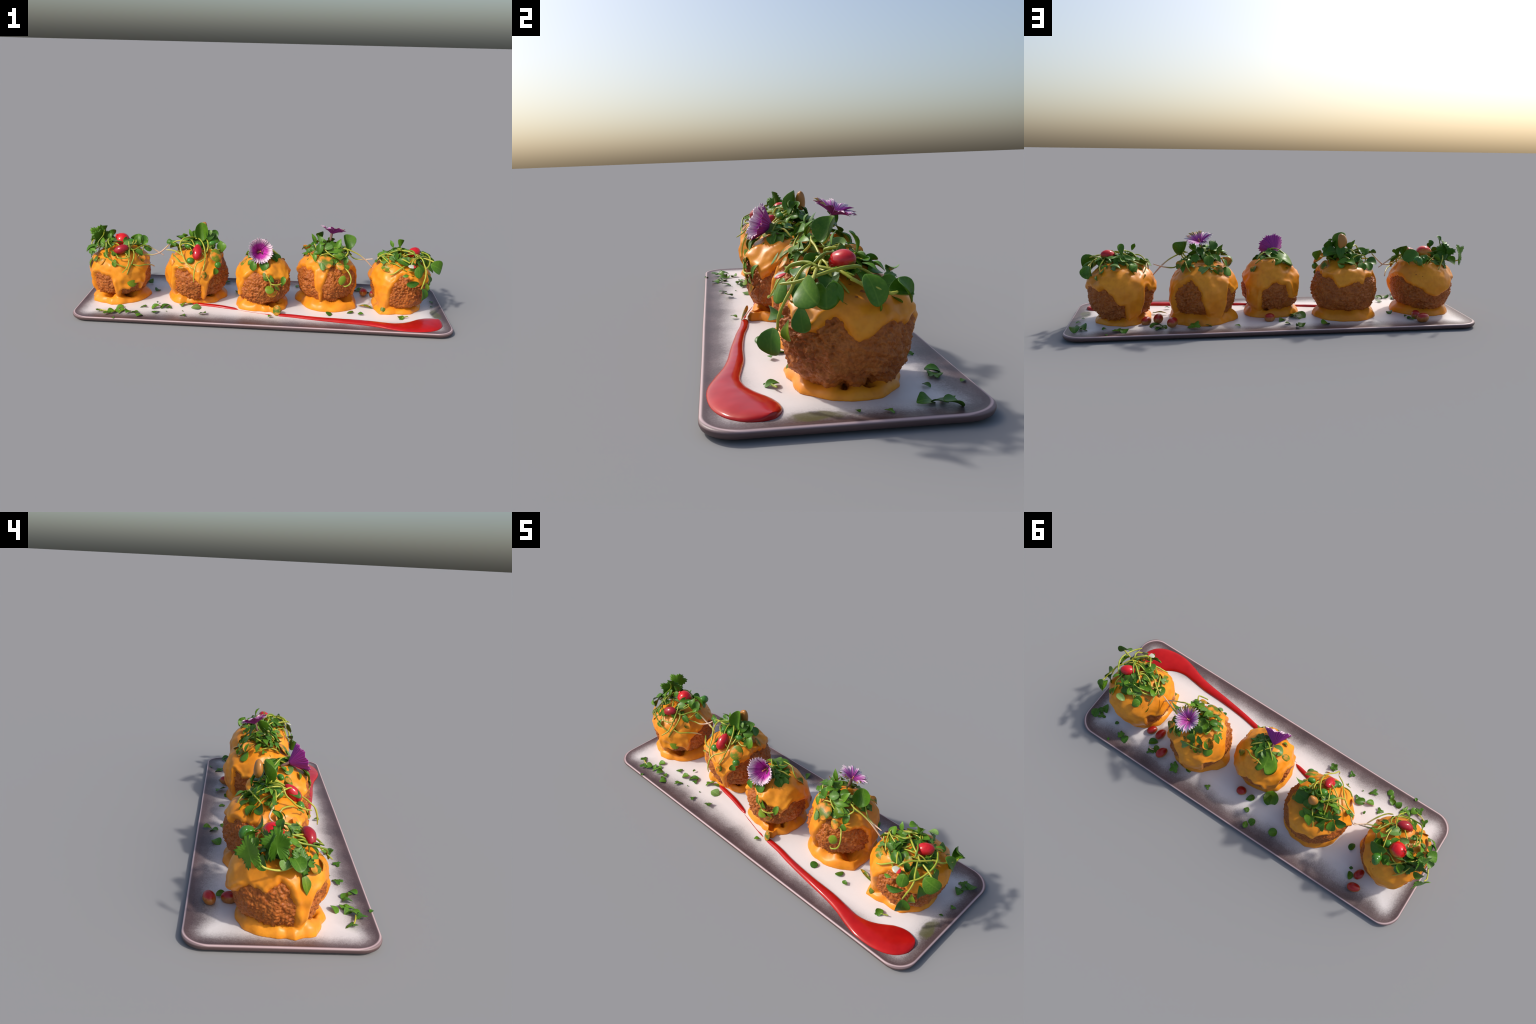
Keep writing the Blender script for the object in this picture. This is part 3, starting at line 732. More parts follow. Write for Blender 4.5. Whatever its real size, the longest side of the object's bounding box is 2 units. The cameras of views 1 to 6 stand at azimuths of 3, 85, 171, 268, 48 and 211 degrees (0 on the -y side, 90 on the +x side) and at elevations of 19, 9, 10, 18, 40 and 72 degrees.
# ------------------------------------------------------------------ leaves: kind, material, centre, length, width, facing, tip direction
LEAVES = {
 0: [
  ("serr","g",(-.966,.126,.336),.118,.100,(-.76,.64,.05),(.2,.4,.9)), ("serr","d",(-.926,.040,.348),.125,.105,(-.88,.40,.25),(0,.2,.95)), ("serr","d",(-.910,.066,.342),.105,.115,(-.15,.95,.2),(-.2,0,1)),
  ("point","d",(-.885,.085,.322),.085,.060,(.1,.9,.4),(-.9,0,.3)), ("round","g",(-.945,.085,.300),.060,.045,(-.4,.8,.4),(-.9,.2,-.2)),
  ("serr","d",(-.935,-.040,.305),.10,.075,(-.8,-.3,.5),(-.3,-.3,-.8)), ("obov","d",(-.892,.030,.405),.042,.036,(-.6,.6,.3),(0,.1,1)),
  ("round","d",(-.845,.028,.385),.036,.034,(-.3,.9,.2),(0,0,1)), ("round","g",(-.955,-.025,.305),.068,.055,(-.4,-.1,.9),(-.9,-.4,0)),
  ("cup","l",(-.960,.010,.296),.042,.038,(-.4,.2,.9),(-.8,.5,0)), ("obov","g",(-.854,-.006,.367),.042,.024,(0,-.9,.3),(.2,0,1)),
  ("round","d",(-.940,-.070,.300),.042,.030,(-.3,-.8,.4),(-.9,0,.3)), ("lance","y",(-.952,-.058,.230),.075,.034,(-.85,-.4,.3),(-.2,-.2,-.9)),
  ("round","d",(-.718,.088,.328),.088,.068,(.2,.8,.5),(.9,.2,-.2)), ("point","g",(-.702,.025,.352),.066,.052,(.0,-.85,.5),(-.1,.1,.95)),
  ("round","d",(-.672,.025,.345),.062,.042,(.5,-.7,.4),(.2,.1,.9)), ("flat","y",(-.706,-.130,.158),.066,.056,(.55,-.82,.15),(.3,.1,-.9)),
  ("round","g",(-.684,-.046,.299),.048,.032,(.4,-.6,.6),(1,-.2,-.3)), ("obov","c",(-.668,-.050,.272),.055,.032,(.5,-.7,.4),(.2,0,-1)),
  ("round","d",(-.650,.018,.302),.048,.032,(.3,-.8,.4),(.8,0,-.4)), ("obov","c",(-.872,-.118,.262),.050,.034,(-.2,-.85,.5),(-.6,0,-.6)),
  ("obov","g",(-.852,-.095,.300),.048,.024,(-.2,-.8,.5),(0,-.2,-1)), ("obov","g",(-.797,-.138,.264),.046,.026,(0,-.8,.6),(.1,-.3,-.9)),
  ("lance","g",(-.655,.0,.342),.040,.020,(.2,-.8,.5),(.6,0,.8)), ("flat","c",(-.918,-.092,.270),.050,.035,(-.5,-.6,.6),(.6,-.3,-.4)),
  ("point","g",(-.815,.105,.303),.050,.028,(0,.7,.7),(.9,.2,-.1)), ("tref","d",(-.895,.090,.282),.070,.055,(-.5,.6,.6),(-.5,.5,-.5)),
  ("round","l",(-.745,-.022,.334),.068,.050,(0,-.2,1),(-.7,-.5,0)), ("point","d",(-.865,.050,.320),.060,.045,(-.3,.4,.85),(-.8,.3,0)),
  ("lance","g",(-.890,-.020,.345),.060,.030,(-.4,-.6,.6),(-.5,0,.8)), ("lance","d",(-.915,.015,.318),.075,.035,(-.7,-.3,.6),(-.2,.1,-1)),
  ("round","d",(-.862,.030,.330),.052,.048,(-.4,-.5,.8),(.3,.2,.6)), ("lance","g",(-.925,-.085,.315),.05,.02,(-.3,-.7,.6),(-.8,-.1,.5)),
 ],
 1: [
  ("cup","g",(-.352,.058,.397),.108,.072,(.1,-.92,.2),(0,.15,1)),
  ("obov","d",(-.306,.041,.382),.072,.048,(.4,-.75,.5),(.3,.1,.9)),
  ("point","g",(-.239,.016,.333),.068,.058,(.2,-.85,.5),(-.1,.1,1)), ("round","d",(-.290,.080,.352),.080,.074,(.2,.5,.85),(.9,.1,.1)),
  ("flat","c",(-.256,-.058,.304),.078,.068,(.5,-.62,.6),(0,-.3,-1)), ("obov","d",(-.526,.028,.341),.042,.030,(0,-.7,.6),(-.8,0,.2)),
  ("point","d",(-.505,.020,.336),.046,.032,(0,-.7,.6),(.4,0,-.7)), ("obov","l",(-.300,.030,.403),.030,.020,(.1,-.9,.3),(0,0,1)),
  ("round","d",(-.284,.060,.386),.052,.046,(.2,-.9,.2),(.5,0,.7)), ("round","d",(-.284,.050,.356),.06,.05,(.3,-.6,.6),(.9,0,.2)),
  ("lance","g",(-.412,.050,.388),.055,.022,(.2,-.9,.2),(-.4,0,1)), ("round","g",(-.395,.060,.382),.042,.034,(0,-.9,.3),(.4,0,.7)),
  ("lance","g",(-.442,.040,.356),.058,.024,(0,-.5,.8),(1,.2,.2)), ("lance","d",(-.442,.030,.340),.055,.028,(0,-.6,.7),(.9,.1,.3)),
  ("flat","c",(-.512,.005,.268),.036,.028,(-.6,-.6,.4),(-.2,-.3,-.8)), ("flat","c",(-.440,-.120,.247),.034,.014,(-.2,-.8,.5),(1,0,0)),
  ("flat","c",(-.315,-.134,.215),.042,.034,(.3,-.9,.2),(.2,0,-1)), ("flat","o",(-.505,-.062,.257),.042,.03,(-.5,-.7,.3),(.5,-.3,-.6)),
  ("obov","d",(-.335,.105,.355),.078,.046,(.1,.9,.3),(0,-.1,1)), ("lance","g",(-.360,.122,.312),.085,.04,(0,.7,.7),(-1,.1,.1)),
  ("point","d",(-.415,.112,.326),.09,.05,(-.1,.7,.6),(-.8,0,.5)), ("point","g",(-.450,.09,.362),.052,.034,(0,.7,.6),(.5,0,.8)),
  ("lance","d",(-.475,.08,.352),.062,.03,(0,.8,.5),(-.7,0,.7)), ("round","d",(-.510,.08,.302),.058,.046,(-.2,.7,.6),(-.9,0,-.1)),
  ("lance","y",(-.485,.105,.288),.062,.026,(0,.7,.6),(-.4,.2,-.8)), ("obov","g",(-.438,.142,.292),.06,.045,(0,.75,.7),(.1,.6,-.5)),
  ("round","g",(-.480,.115,.285),.052,.046,(-.2,.6,.7),(-.3,.6,-.4)), ("flat","c",(-.252,.09,.292),.052,.042,(.6,.5,.5),(.4,.2,-.8)),
  ("round","g",(-.258,-.090,.222),.036,.034,(.6,-.7,.2),(0,-.2,-1)), ("tref","d",(-.335,.05,.345),.08,.07,(0,-.3,.9),(.5,.5,0)),
  ("point","d",(-.385,.075,.350),.065,.045,(-.2,.3,.9),(-.7,.5,.2)), ("lance","d",(-.465,.055,.365),.05,.022,(-.1,-.4,.9),(-1,.1,.25)),
  ("flat","c",(-.385,.165,.262),.045,.03,(0,.8,.6),(.4,.2,-.7)), ("round","d",(-.36,.085,.36),.05,.04,(.2,.5,.8),(.6,.6,.2)),
 ],
 2: [
  ("heart","g",(-.046,.032,.314),.124,.116,(-.08,.42,.9),(.1,-1,.4)), ("tref","d",(.050,-.028,.318),.078,.066,(.3,.25,.9),(.8,.4,-.2)),
  ("point","d",(.010,-.030,.334),.060,.042,(0,.55,.8),(-.3,.6,.2)), ("round","g",(.071,-.055,.304),.058,.05,(.6,-.3,.7),(.7,-.3,-.4)),
  ("round","l",(-.055,-.055,.312),.066,.055,(-.2,-.1,1),(-.7,-.2,0)), ("flat","c",(-.102,-.066,.278),.056,.046,(-.55,-.35,.75),(-.8,-.3,-.4)),
  ("obov","d",(-.047,-.150,.290),.062,.038,(-.1,-.88,.45),(-.1,-.3,-1)), ("point","d",(.008,-.142,.283),.07,.055,(.1,-.8,.6),(0,-.2,-1)),
  ("flat","c",(.022,-.170,.245),.05,.04,(.1,-.85,.5),(.2,-.2,-1)), ("point","g",(-.075,-.042,.322),.034,.024,(-.4,-.6,.6),(-.3,0,1)),
  ("obov","g",(.046,-.170,.222),.05,.03,(0,-.9,.3),(-.6,0,.6)), ("round","d",(.022,-.172,.226),.032,.028,(-.2,-.9,.3),(-.3,0,.9)),
  ("obov","g",(.110,-.148,.202),.056,.028,(.3,-.9,.3),(.25,0,1)), ("round","y",(.042,-.172,.162),.05,.042,(0,-.95,.25),(-.8,0,.3)),
  ("lance","c",(.080,-.160,.172),.05,.022,(.2,-.9,.2),(.7,.1,-.7)), ("lance","o",(.058,-.160,.135),.066,.04,(.2,-.9,-.1),(1,0,.25)),
  ("flat","c",(.083,-.188,.052),.058,.046,(-.3,-.85,.35),(-.1,0,1)), ("round","g",(.043,.010,.312),.04,.034,(.3,.5,.8),(.4,.6,-.3)),
  ("lance","l",(.060,.030,.297),.036,.018,(.4,.5,.8),(.3,.7,-.5)), ("point","c",(.098,.040,.264),.056,.036,(.55,.5,.65),(.3,.3,-.8)),
  ("round","d",(.0,.005,.330),.07,.06,(0,.5,.85),(-.5,.7,-.2)), ("tref","g",(.060,-.005,.310),.06,.055,(.45,.3,.8),(.6,.6,-.4)),
  ("point","d",(.062,-.075,.305),.055,.045,(.5,-.5,.7),(.8,-.4,-.3)), ("round","g",(-.02,-.005,.332),.058,.05,(-.2,.2,.95),(-.7,.5,0)),
  ("lance","g",(-.07,-.115,.292),.04,.022,(-.4,-.8,.5),(-.6,-.3,-.5)), ("point","d",(.035,-.06,.328),.05,.04,(.2,-.2,.95),(.7,-.5,0)),
  ("lance","l",(-.085,.045,.285),.035,.016,(-.4,.5,.75),(-.7,.4,-.2)),
 ],
 3: [
  ("cup","g",(.450,.055,.372),.088,.076,(.45,-.7,.5),(.05,.1,1)), ("point","d",(.303,-.016,.360),.074,.044,(-.2,-.85,.45),(0,.05,1)),
  ("round","l",(.349,-.014,.365),.048,.042,(.1,-.7,.7),(.6,0,.5)), ("round","g",(.328,.132,.330),.054,.05,(0,.85,.5),(0,.2,-1)),
  ("obov","g",(.323,-.002,.380),.052,.030,(0,.1,1),(-.5,-.8,.1)), ("round","g",(.312,.049,.374),.062,.05,(0,.2,.95),(-.6,.4,0)),
  ("round","y",(.336,.066,.372),.046,.04,(.1,.3,.95),(.5,.6,0)), ("flat","g",(.237,.134,.276),.056,.05,(-.45,.6,.6),(-.2,.6,-.6)),
  ("round","d",(.273,.017,.368),.042,.036,(-.2,-.1,.95),(-.8,-.3,0)), ("lance","g",(.272,.086,.375),.066,.026,(.3,-.8,.3),(-.35,.05,1)),
  ("round","c",(.462,.130,.314),.052,.042,(.45,.5,.7),(.6,.5,-.5)), ("flat","c",(.332,-.068,.300),.088,.082,(-.05,-.7,.75),(.5,-.3,.2)),
  ("flat","l",(.316,-.094,.278),.046,.028,(-.1,-.82,.55),(.3,-.3,-.9)), ("lance","g",(.250,.030,.356),.056,.03,(-.3,.1,.9),(-.9,-.1,.1)),
  ("obov","d",(.338,.095,.352),.075,.045,(0,.6,.8),(.2,.8,-.4)), ("flat","c",(.275,.152,.288),.055,.04,(-.2,.7,.6),(-.2,.6,-.6)),
  ("flat","c",(.325,.172,.272),.046,.034,(0,.8,.6),(0,.6,-.7)), ("flat","c",(.375,.155,.287),.05,.045,(.1,.75,.65),(.2,.5,-.7)),
  ("cup","c",(.250,.105,.312),.065,.055,(-.4,.5,.75),(-.3,.7,-.4)), ("lance","g",(.222,.068,.330),.055,.028,(-.5,.3,.8),(-.8,.5,-.2)),
  ("obov","d",(.422,.130,.318),.052,.036,(.3,.6,.7),(.4,.7,-.4)), ("lance","d",(.450,.150,.296),.046,.026,(.4,.6,.6),(.1,.5,-.8)),
  ("round","y",(.402,-.038,.318),.056,.042,(.2,-.6,.75),(.8,-.3,-.2)), ("round","g",(.260,0,.345),.034,.028,(-.3,-.7,.6),(-.7,0,.4)),
  ("lance","d",(.243,0,.336),.04,.024,(-.3,-.7,.6),(-1,.1,.3)), ("lance","g",(.276,-.036,.312),.056,.026,(-.1,-.8,.5),(.1,-.3,-.9)),
  ("round","d",(.290,-.024,.334),.044,.03,(-.2,-.7,.7),(-.8,-.2,0)), ("point","g",(.402,0,.378),.066,.034,(-.1,-.85,.4),(.35,0,1)),
  ("round","d",(.372,.03,.362),.045,.04,(.2,-.6,.7),(.7,.3,.3)), ("lance","g",(.386,-.014,.345),.085,.04,(.1,-.7,.7),(1,0,.25)),
  ("lance","g",(.405,-.03,.326),.075,.036,(.1,-.75,.6),(1,0,.1)), ("point","g",(.441,-.036,.296),.06,.034,(.3,-.8,.5),(-.2,-.2,-1)),
  ("round","g",(.448,-.060,.266),.034,.03,(.4,-.85,.35),(.4,-.1,-.6)), ("flat","c",(.412,-.080,.280),.05,.036,(.05,-.75,.65),(.7,-.3,-.6)),
  ("flat","y",(.428,-.104,.208),.054,.042,(.3,-.93,.1),(-.3,-.1,-.9)), ("round","d",(.305,.095,.398),.05,.044,(-.3,.8,.4),(-.3,0,.9)),
  ("lance","d",(.285,.125,.340),.055,.03,(-.2,.7,.6),(-.4,.7,.2)), ("obov","d",(.39,.12,.345),.05,.04,(.2,.7,.6),(.3,.6,-.5)),
  ("point","d",(.37,.095,.372),.055,.045,(0,.75,.6),(.2,.3,.8)), ("lance","g",(.25,.125,.318),.05,.026,(-.5,.6,.6),(-.6,.6,0)),
  ("lance","c",(.600,-.030,.036),.020,.010,(0,0,1),(1,-.1,0)), ("round","d",(.47,.09,.30),.04,.03,(.7,.2,.6),(.5,.5,-.6)),
  ("lance","d",(.30,.03,.392),.055,.026,(.2,-.8,.4),(-.3,.1,.9)), ("round","l",(.305,.01,.395),.036,.03,(0,-.9,.3),(0,.1,1)),
 ],
 4: [
  ("flat","g",(.820,-.134,.282),.062,.052,(.4,-.88,.35),(0,-.2,-1)), ("heart","g",(.898,-.038,.284),.068,.070,(.9,-.15,.3),(.1,0,-1)), ("obov","d",(.836,-.080,.285),.068,.046,(.7,-.65,.4),(0,-.1,-1)),
  ("round","g",(.920,-.082,.297),.078,.074,(.50,-.80,.35),(.8,.3,-.5)), ("round","g",(.910,.066,.292),.078,.058,(.85,.2,.45),(.1,.2,-1)),
  ("cup","g",(.886,.133,.276),.060,.05,(.6,.2,.75),(.3,.8,.3)), ("round","g",(.900,.145,.285),.066,.056,(.45,.75,.4),(.4,.2,.9)),
  ("obov","d",(.895,.084,.268),.062,.042,(.55,.8,.2),(-.1,.2,-1)), ("obov","d",(.886,-.092,.228),.066,.044,(.9,-.42,.1),(.05,.1,-1)),
  ("round","d",(.848,-.158,.168),.066,.064,(.78,-.60,.05),(-.05,-.05,-1)), ("point","d",(.748,.086,.326),.08,.066,(0,.88,.45),(-.2,-.1,.9)),
  ("flat","g",(.686,.112,.300),.05,.044,(-.25,.7,.65),(.1,.7,-.5)), ("flat","d",(.777,.146,.275),.056,.036,(.1,.72,.68),(.9,.1,-.1)),
  ("obov","g",(.745,.065,.380),.058,.032,(0,.8,.3),(.08,0,1)), ("lance","g",(.690,.02,.386),.044,.022,(0,-.8,.4),(-.35,0,1)),
  ("round","c",(.662,-.068,.278),.072,.048,(-.25,-.72,.6),(.8,-.2,-.3)), ("obov","d",(.795,-.145,.221),.074,.034,(.3,-.93,.2),(-1,0,-.1)),
  ("obov","y",(.868,-.124,.198),.05,.030,(.5,-.87,.05),(.1,0,-1)), ("round","c",(.792,-.062,.320),.045,.036,(.2,-.7,.7),(.4,-.3,-.7)),
  ("round","g",(.765,-.052,.317),.055,.044,(0,-.6,.8),(.4,-.5,-.2)), ("lance","g",(.752,-.140,.262),.036,.018,(0,-.85,.5),(1,0,.2)),
  ("flat","b",(.800,.090,.290),.042,.034,(.3,.75,.55),(0,.3,-1)), ("lance","d",(.720,-.03,.322),.085,.036,(0,-.5,.85),(.8,-.4,-.1)),
  ("point","d",(.745,-.075,.315),.075,.05,(0,-.65,.75),(.7,-.4,-.2)), ("lance","g",(.70,.045,.332),.06,.03,(-.2,.4,.9),(-.9,.3,0)),
  ("point","g",(.79,.055,.330),.06,.045,(.2,.6,.8),(.4,.6,-.3)), ("round","d",(.85,-.02,.312),.06,.05,(.6,-.3,.75),(.8,-.3,-.2)),
  ("lance","d",(.715,.075,.338),.07,.028,(-.2,.7,.7),(-1,.1,-.2)), ("point","d",(.76,.02,.342),.065,.05,(0,.1,1),(-.5,.7,0)),
  ("obov","g",(.835,.05,.316),.056,.04,(.4,.4,.8),(.7,.5,-.2)), ("lance","g",(.85,.075,.335),.045,.018,(.3,.2,.9),(.6,.5,.6)),
  ("flat","c",(.655,-.100,.050),.034,.026,(-.1,-.8,.5),(0,-.2,1)), ("round","g",(.82,.10,.292),.045,.035,(.35,.7,.6),(.2,.5,-.8)),
  ("lance","c",(.80,-.105,.285),.07,.026,(.2,-.75,.6),(1,-.1,.2)), ("lance","d",(.895,-.01,.29),.055,.024,(.9,0,.4),(.1,.3,-.9)),
 ],
}
for bi, rows in LEAVES.items():
    for row in rows: add_leaf(PARENT[bi], *row)

# small filler leaves packed into each mound: count, centre azimuth, latitude range
FILL = [(30, 300, (48, 84)), (28, 120, (50, 84)), (9, 60, (62, 84)), (34, 230, (48, 82)), (40, 60, (48, 84))]
for bi, (n, az0, (l0, l1)) in enumerate(FILL):
    small = []
    for _ in range(n):
        lat = rng.uniform(l0, l1); az = az0 + rng.uniform(-180, 180)
        p, d = surf(bi, az, lat, rng.uniform(0.014, 0.044))
        nv = d + Vector((rng.uniform(-.8, .8), rng.uniform(-.8, .8), rng.uniform(-.2, .4)))
        t = Vector((rng.uniform(-1, 1), rng.uniform(-1, 1), rng.uniform(-.4, .6)))
        L = rng.uniform(.036, .062)
        o = add_leaf(PARENT[bi], rng.choice(["round", "obov", "lance", "round", "cup", "tref"]), rng.choice("gdggdl"), p, L, L * rng.uniform(.55, .85), nv, t)
        if L < .046: small.append(o)
    # the smallest scraps are stuff: joined into one mesh
    bm = bmesh.new(); mats = []
    for o in small:
        mt = o.data.materials[0]
        if mt not in mats: mats.append(mt)
        me = o.data.copy(); me.transform(o.matrix_basis)
        me.polygons.foreach_set("material_index", [mats.index(mt)] * len(me.polygons))
        bm.from_mesh(me); bpy.data.meshes.remove(me); bpy.data.objects.remove(o)
    me = bpy.data.meshes.new("leaf_scraps"); bm.to_mesh(me); bm.free()
    for mt in mats: me.materials.append(mt)
    me.polygons.foreach_set("use_smooth", [True] * len(me.polygons))
    make_obj("leaf_scraps", me, PARENT[bi])["kind"] = "stuff"

# ------------------------------------------------------------------ stems
STEMS = {
 0: [
  [(-.862,-.010,.352),(-.868,-.040,.335),(-.858,-.085,.322),(-.842,-.128,.303),(-.815,-.140,.278),(-.772,-.145,.255),(-.733,-.140,.240)],
  [(-.742,-.035,.355),(-.735,-.058,.330),(-.728,-.088,.296),(-.724,-.120,.262),(-.728,-.142,.240),(-.748,-.172,.219)],
  [(-.727,-.046,.319),(-.708,-.064,.302),(-.705,-.090,.275),(-.718,-.122,.235),(-.730,-.142,.200)],
  [(-.730,-.060,.318),(-.706,-.048,.313),(-.674,.006,.322),(-.643,.020,.311),(-.600,.026,.285),(-.562,.030,.260)],
  [(-.690,-.035,.283),(-.651,-.011,.275),(-.618,.002,.270),(-.585,.025,.277),(-.562,.045,.293),(-.535,.030,.322),(-.524,.028,.335)],
  [(-.700,-.118,.252),(-.672,-.105,.240),(-.645,-.070,.236),(-.622,-.030,.222),(-.610,-.005,.205)],
  [(-.760,-.040,.330),(-.725,-.030,.332),(-.712,.002,.338),(-.712,.008,.352)],
  [(-.79,-.115,.30),(-.775,-.128,.288),(-.74,-.120,.285),(-.72,-.105,.290)],
  [(-.905,-.020,.318),(-.935,-.030,.300),(-.965,.02,.285),(-.985,.075,.300),(-.978,.10,.315)],
  [(-.925,.0,.300),(-.93,.02,.325),(-.905,.035,.36),(-.893,.03,.395)],
  [(-.83,-.06,.325),(-.85,-.05,.345),(-.858,-.01,.36)],
 ],
 1: [
  [(-.420,.030,.372),(-.445,-.005,.374),(-.462,-.02,.345),(-.452,-.045,.318),(-.437,-.068,.293),(-.412,-.108,.268),(-.371,-.138,.248)],
  [(-.547,.010,.300),(-.522,.000,.303),(-.499,-.008,.303),(-.470,-.030,.300),(-.442,-.058,.292)],
  [(-.385,.035,.362),(-.367,.030,.367),(-.340,.000,.352),(-.322,-.040,.322),(-.315,-.075,.288),(-.318,-.105,.250),(-.329,-.142,.204)],
  [(-.312,-.085,.294),(-.330,-.108,.285),(-.351,-.128,.276),(-.360,-.152,.254),(-.364,-.164,.215),(-.363,-.166,.182)],
  [(-.488,-.065,.297),(-.468,-.085,.284),(-.448,-.095,.268),(-.425,-.095,.264)],
  [(-.322,.030,.362),(-.312,.010,.352),(-.308,-.02,.330),(-.312,-.04,.312)],
  [(-.445,-.005,.375),(-.42,.02,.376),(-.39,.05,.366),(-.36,.06,.352)],
  [(-.51,.02,.338),(-.48,.02,.352),(-.44,.02,.352),(-.41,.03,.345)],
  [(-.315,.05,.36),(-.30,.0,.325),(-.27,-.01,.315),(-.245,.0,.318)],
 ],
 2: [
  [(.046,-.176,.200),(.060,-.180,.195),(.085,-.172,.192),(.105,-.155,.196)], [(.020,-.165,.250),(.030,-.175,.230),(.046,-.178,.205),(.05,-.172,.17)],
  [(-.03,-.05,.335),(.0,-.01,.338),(.02,.02,.325)], [(.0,-.06,.335),(.04,-.03,.335),(.07,-.01,.312)],
 ],
 3: [
  [(.425,.010,.352),(.456,.001,.348),(.488,.008,.334),(.522,.013,.315),(.555,.018,.288),(.580,.022,.262),(.603,.027,.236)],
  [(.455,.085,.335),(.463,.073,.310),(.478,.062,.294),(.500,.050,.282),(.545,.035,.284),(.596,.018,.296)],
  [(.315,.005,.368),(.322,-.006,.356),(.345,-.028,.336),(.382,-.040,.317),(.412,-.036,.310),(.437,-.020,.312),(.455,-.004,.332),(.449,.002,.350),(.436,.004,.357)],
  [(.425,-.080,.275),(.443,-.070,.262),(.462,-.090,.245),(.472,-.108,.220),(.466,-.120,.196),(.443,-.128,.183),(.432,-.126,.186)],
  [(.367,.085,.372),(.365,.085,.40)], [(.34,-.005,.35),(.37,-.01,.352),(.405,.0,.365),(.42,.005,.38)],
  [(.28,.03,.33),(.27,.06,.35),(.275,.08,.36)], [(.285,-.005,.34),(.28,-.01,.36),(.272,.0,.375)],
  [(.43,.04,.33),(.445,.05,.345),(.45,.055,.36)], [(.40,.10,.32),(.43,.12,.318),(.46,.13,.31)],
 ],
 4: [
  [(.690,.030,.322),(.717,.036,.344),(.748,.010,.353),(.780,-.016,.356),(.812,-.032,.345),(.836,-.046,.328)],
  [(.617,.008,.306),(.652,.012,.312),(.687,.015,.314),(.722,-.030,.325),(.748,-.080,.328),(.770,-.112,.325)],
  [(.672,-.112,.255),(.695,-.108,.262),(.735,-.095,.290),(.777,-.068,.310),(.810,-.052,.327),(.840,-.035,.335),(.881,.030,.320)],
  [(.845,.055,.332),(.862,.035,.338),(.882,.000,.338),(.888,-.040,.330),(.875,-.095,.312),(.850,-.135,.303)],
  [(.828,-.055,.342),(.840,-.078,.336),(.850,-.098,.312),(.858,-.110,.290),(.856,-.128,.258),(.846,-.140,.222),(.836,-.142,.190)],
  [(.625,.012,.310),(.630,-.012,.300),(.655,-.045,.285),(.672,-.075,.278)],
  [(.668,.020,.318),(.692,.0,.345),(.725,-.005,.360),(.745,.02,.365)],
  [(.64,.03,.300),(.68,.05,.318),(.715,.065,.335),(.745,.065,.350)],
  [(.632,.045,.296),(.672,.065,.312),(.71,.075,.33)],
  [(.885,.02,.312),(.905,.07,.296),(.912,.10,.282),(.915,.12,.285)],
  [(.86,.0,.33),(.89,.03,.31),(.895,.07,.285)], [(.85,-.05,.335),(.885,-.06,.328),(.912,-.07,.318)],
  [(.81,-.05,.34),(.80,-.02,.36),(.775,.02,.352)],
  [(.778,-.115,.315),(.79,-.10,.335),(.815,-.07,.345),(.84,-.045,.338)],
 ],
}
for bi, rows in STEMS.items():
    for pts in rows: add_stem(PARENT[bi], pts, 0.0040 if bi == 4 else 0.0036)
# loose tangle of thin sprouts arching over each mound, each ending in a small leaf
TANGLE = [(7, 250), (6, 330), (2, 40), (7, 60), (11, 40)]
for bi, (n, az0) in enumerate(TANGLE):
    for _ in range(n):
        a0 = az0 + rng.uniform(-170, 170); l0 = rng.uniform(45, 75); a1 = a0 + rng.uniform(60, 170) * rng.choice((-1, 1)); l1 = rng.uniform(38, 66)
        bul = rng.uniform(.02, .05); pts = []
        p0, _d = surf(bi, a0, l0, .012); p1, d1 = surf(bi, a1, l1, .016)
        for k in range(6):
            t = k / 5; q = p0.lerp(p1, t)
            dd = (q - Vector((*BALLS[bi]["c"][:2], ZC))).normalized()
            base = surf(bi, math.degrees(math.atan2(dd.x, -dd.y)), math.degrees(math.asin(max(-1, min(1, dd.z)))), .012)[0]
            base += dd * (bul * math.sin(math.pi * t)) + Vector((rng.uniform(-.006, .006), rng.uniform(-.006, .006), 0))
            pts.append(tuple(base))
        add_stem(PARENT[bi], pts, 0.0031)
        L = rng.uniform(.032, .05); e = (Vector(pts[-1]) - Vector(pts[-2])).normalized()
        add_leaf(PARENT[bi], rng.choice(["round", "obov", "cup"]), rng.choice("ggdl"), Vector(pts[-1]) + e * L * .45, L, L * rng.uniform(.7, .95), d1 + Vector((rng.uniform(-.5, .5), rng.uniform(-.5, .5), .2)), e)
# sauced stalk lying in ball four's puddle
add_leaf(B4, "lance", "c", (.572, -.033, .036), .085, .02, (0, -.2, 1), (.95, -.28, .02), "stalk")

# ------------------------------------------------------------------ fruit in the toppings
add_berry(B1, "tomato", (-.803, .045, .334), (.043, .042, .038), (-.45, -.15, .45), (-.1, -.85, .55), name="tomato", squash=-.06)
me = tube("tomato_tip", [Vector(p) - PW[B1.name].translation for p in [(-.820, .035, .356), (-.826, .036, .364), (-.828, .034, .370)]], 0.007, taper=(1, .3))
me.materials.append(M["tomato"]); make_obj("tomato_tip", me, B1)
add_berry(B1, "kidney", (-.775, -.078, .320), (.024, .042, .023), (.068, .03, .019), (.0, -.75, .55), name="red_bean", bean=.25)
add_berry(B1, "olive", (-.742, .140, .309), (.019, .025, .019), (.3, .2, .8), (.2, .7, .3), name="green_berry")
add_berry(B1, "pea", (-.749, .043, .325), (.020, .025, .020), (.2, .1, .9), name="green_pea")
add_berry(B1, "pea", (-.738, .125, .312), (.022, .024, .02), (.8, .3, .1), name="green_pea")
add_berry(B2, "oval", (-.361, -.057, .317), (.027, .046, .026), (0, .068, .070), (0, -.7, .7), name="red_berry", squash=-.12)
add_berry(B2, "pea", (-.416, .007, .330), (.023, .023, .019), (1, 0, .1), name="green_pea")
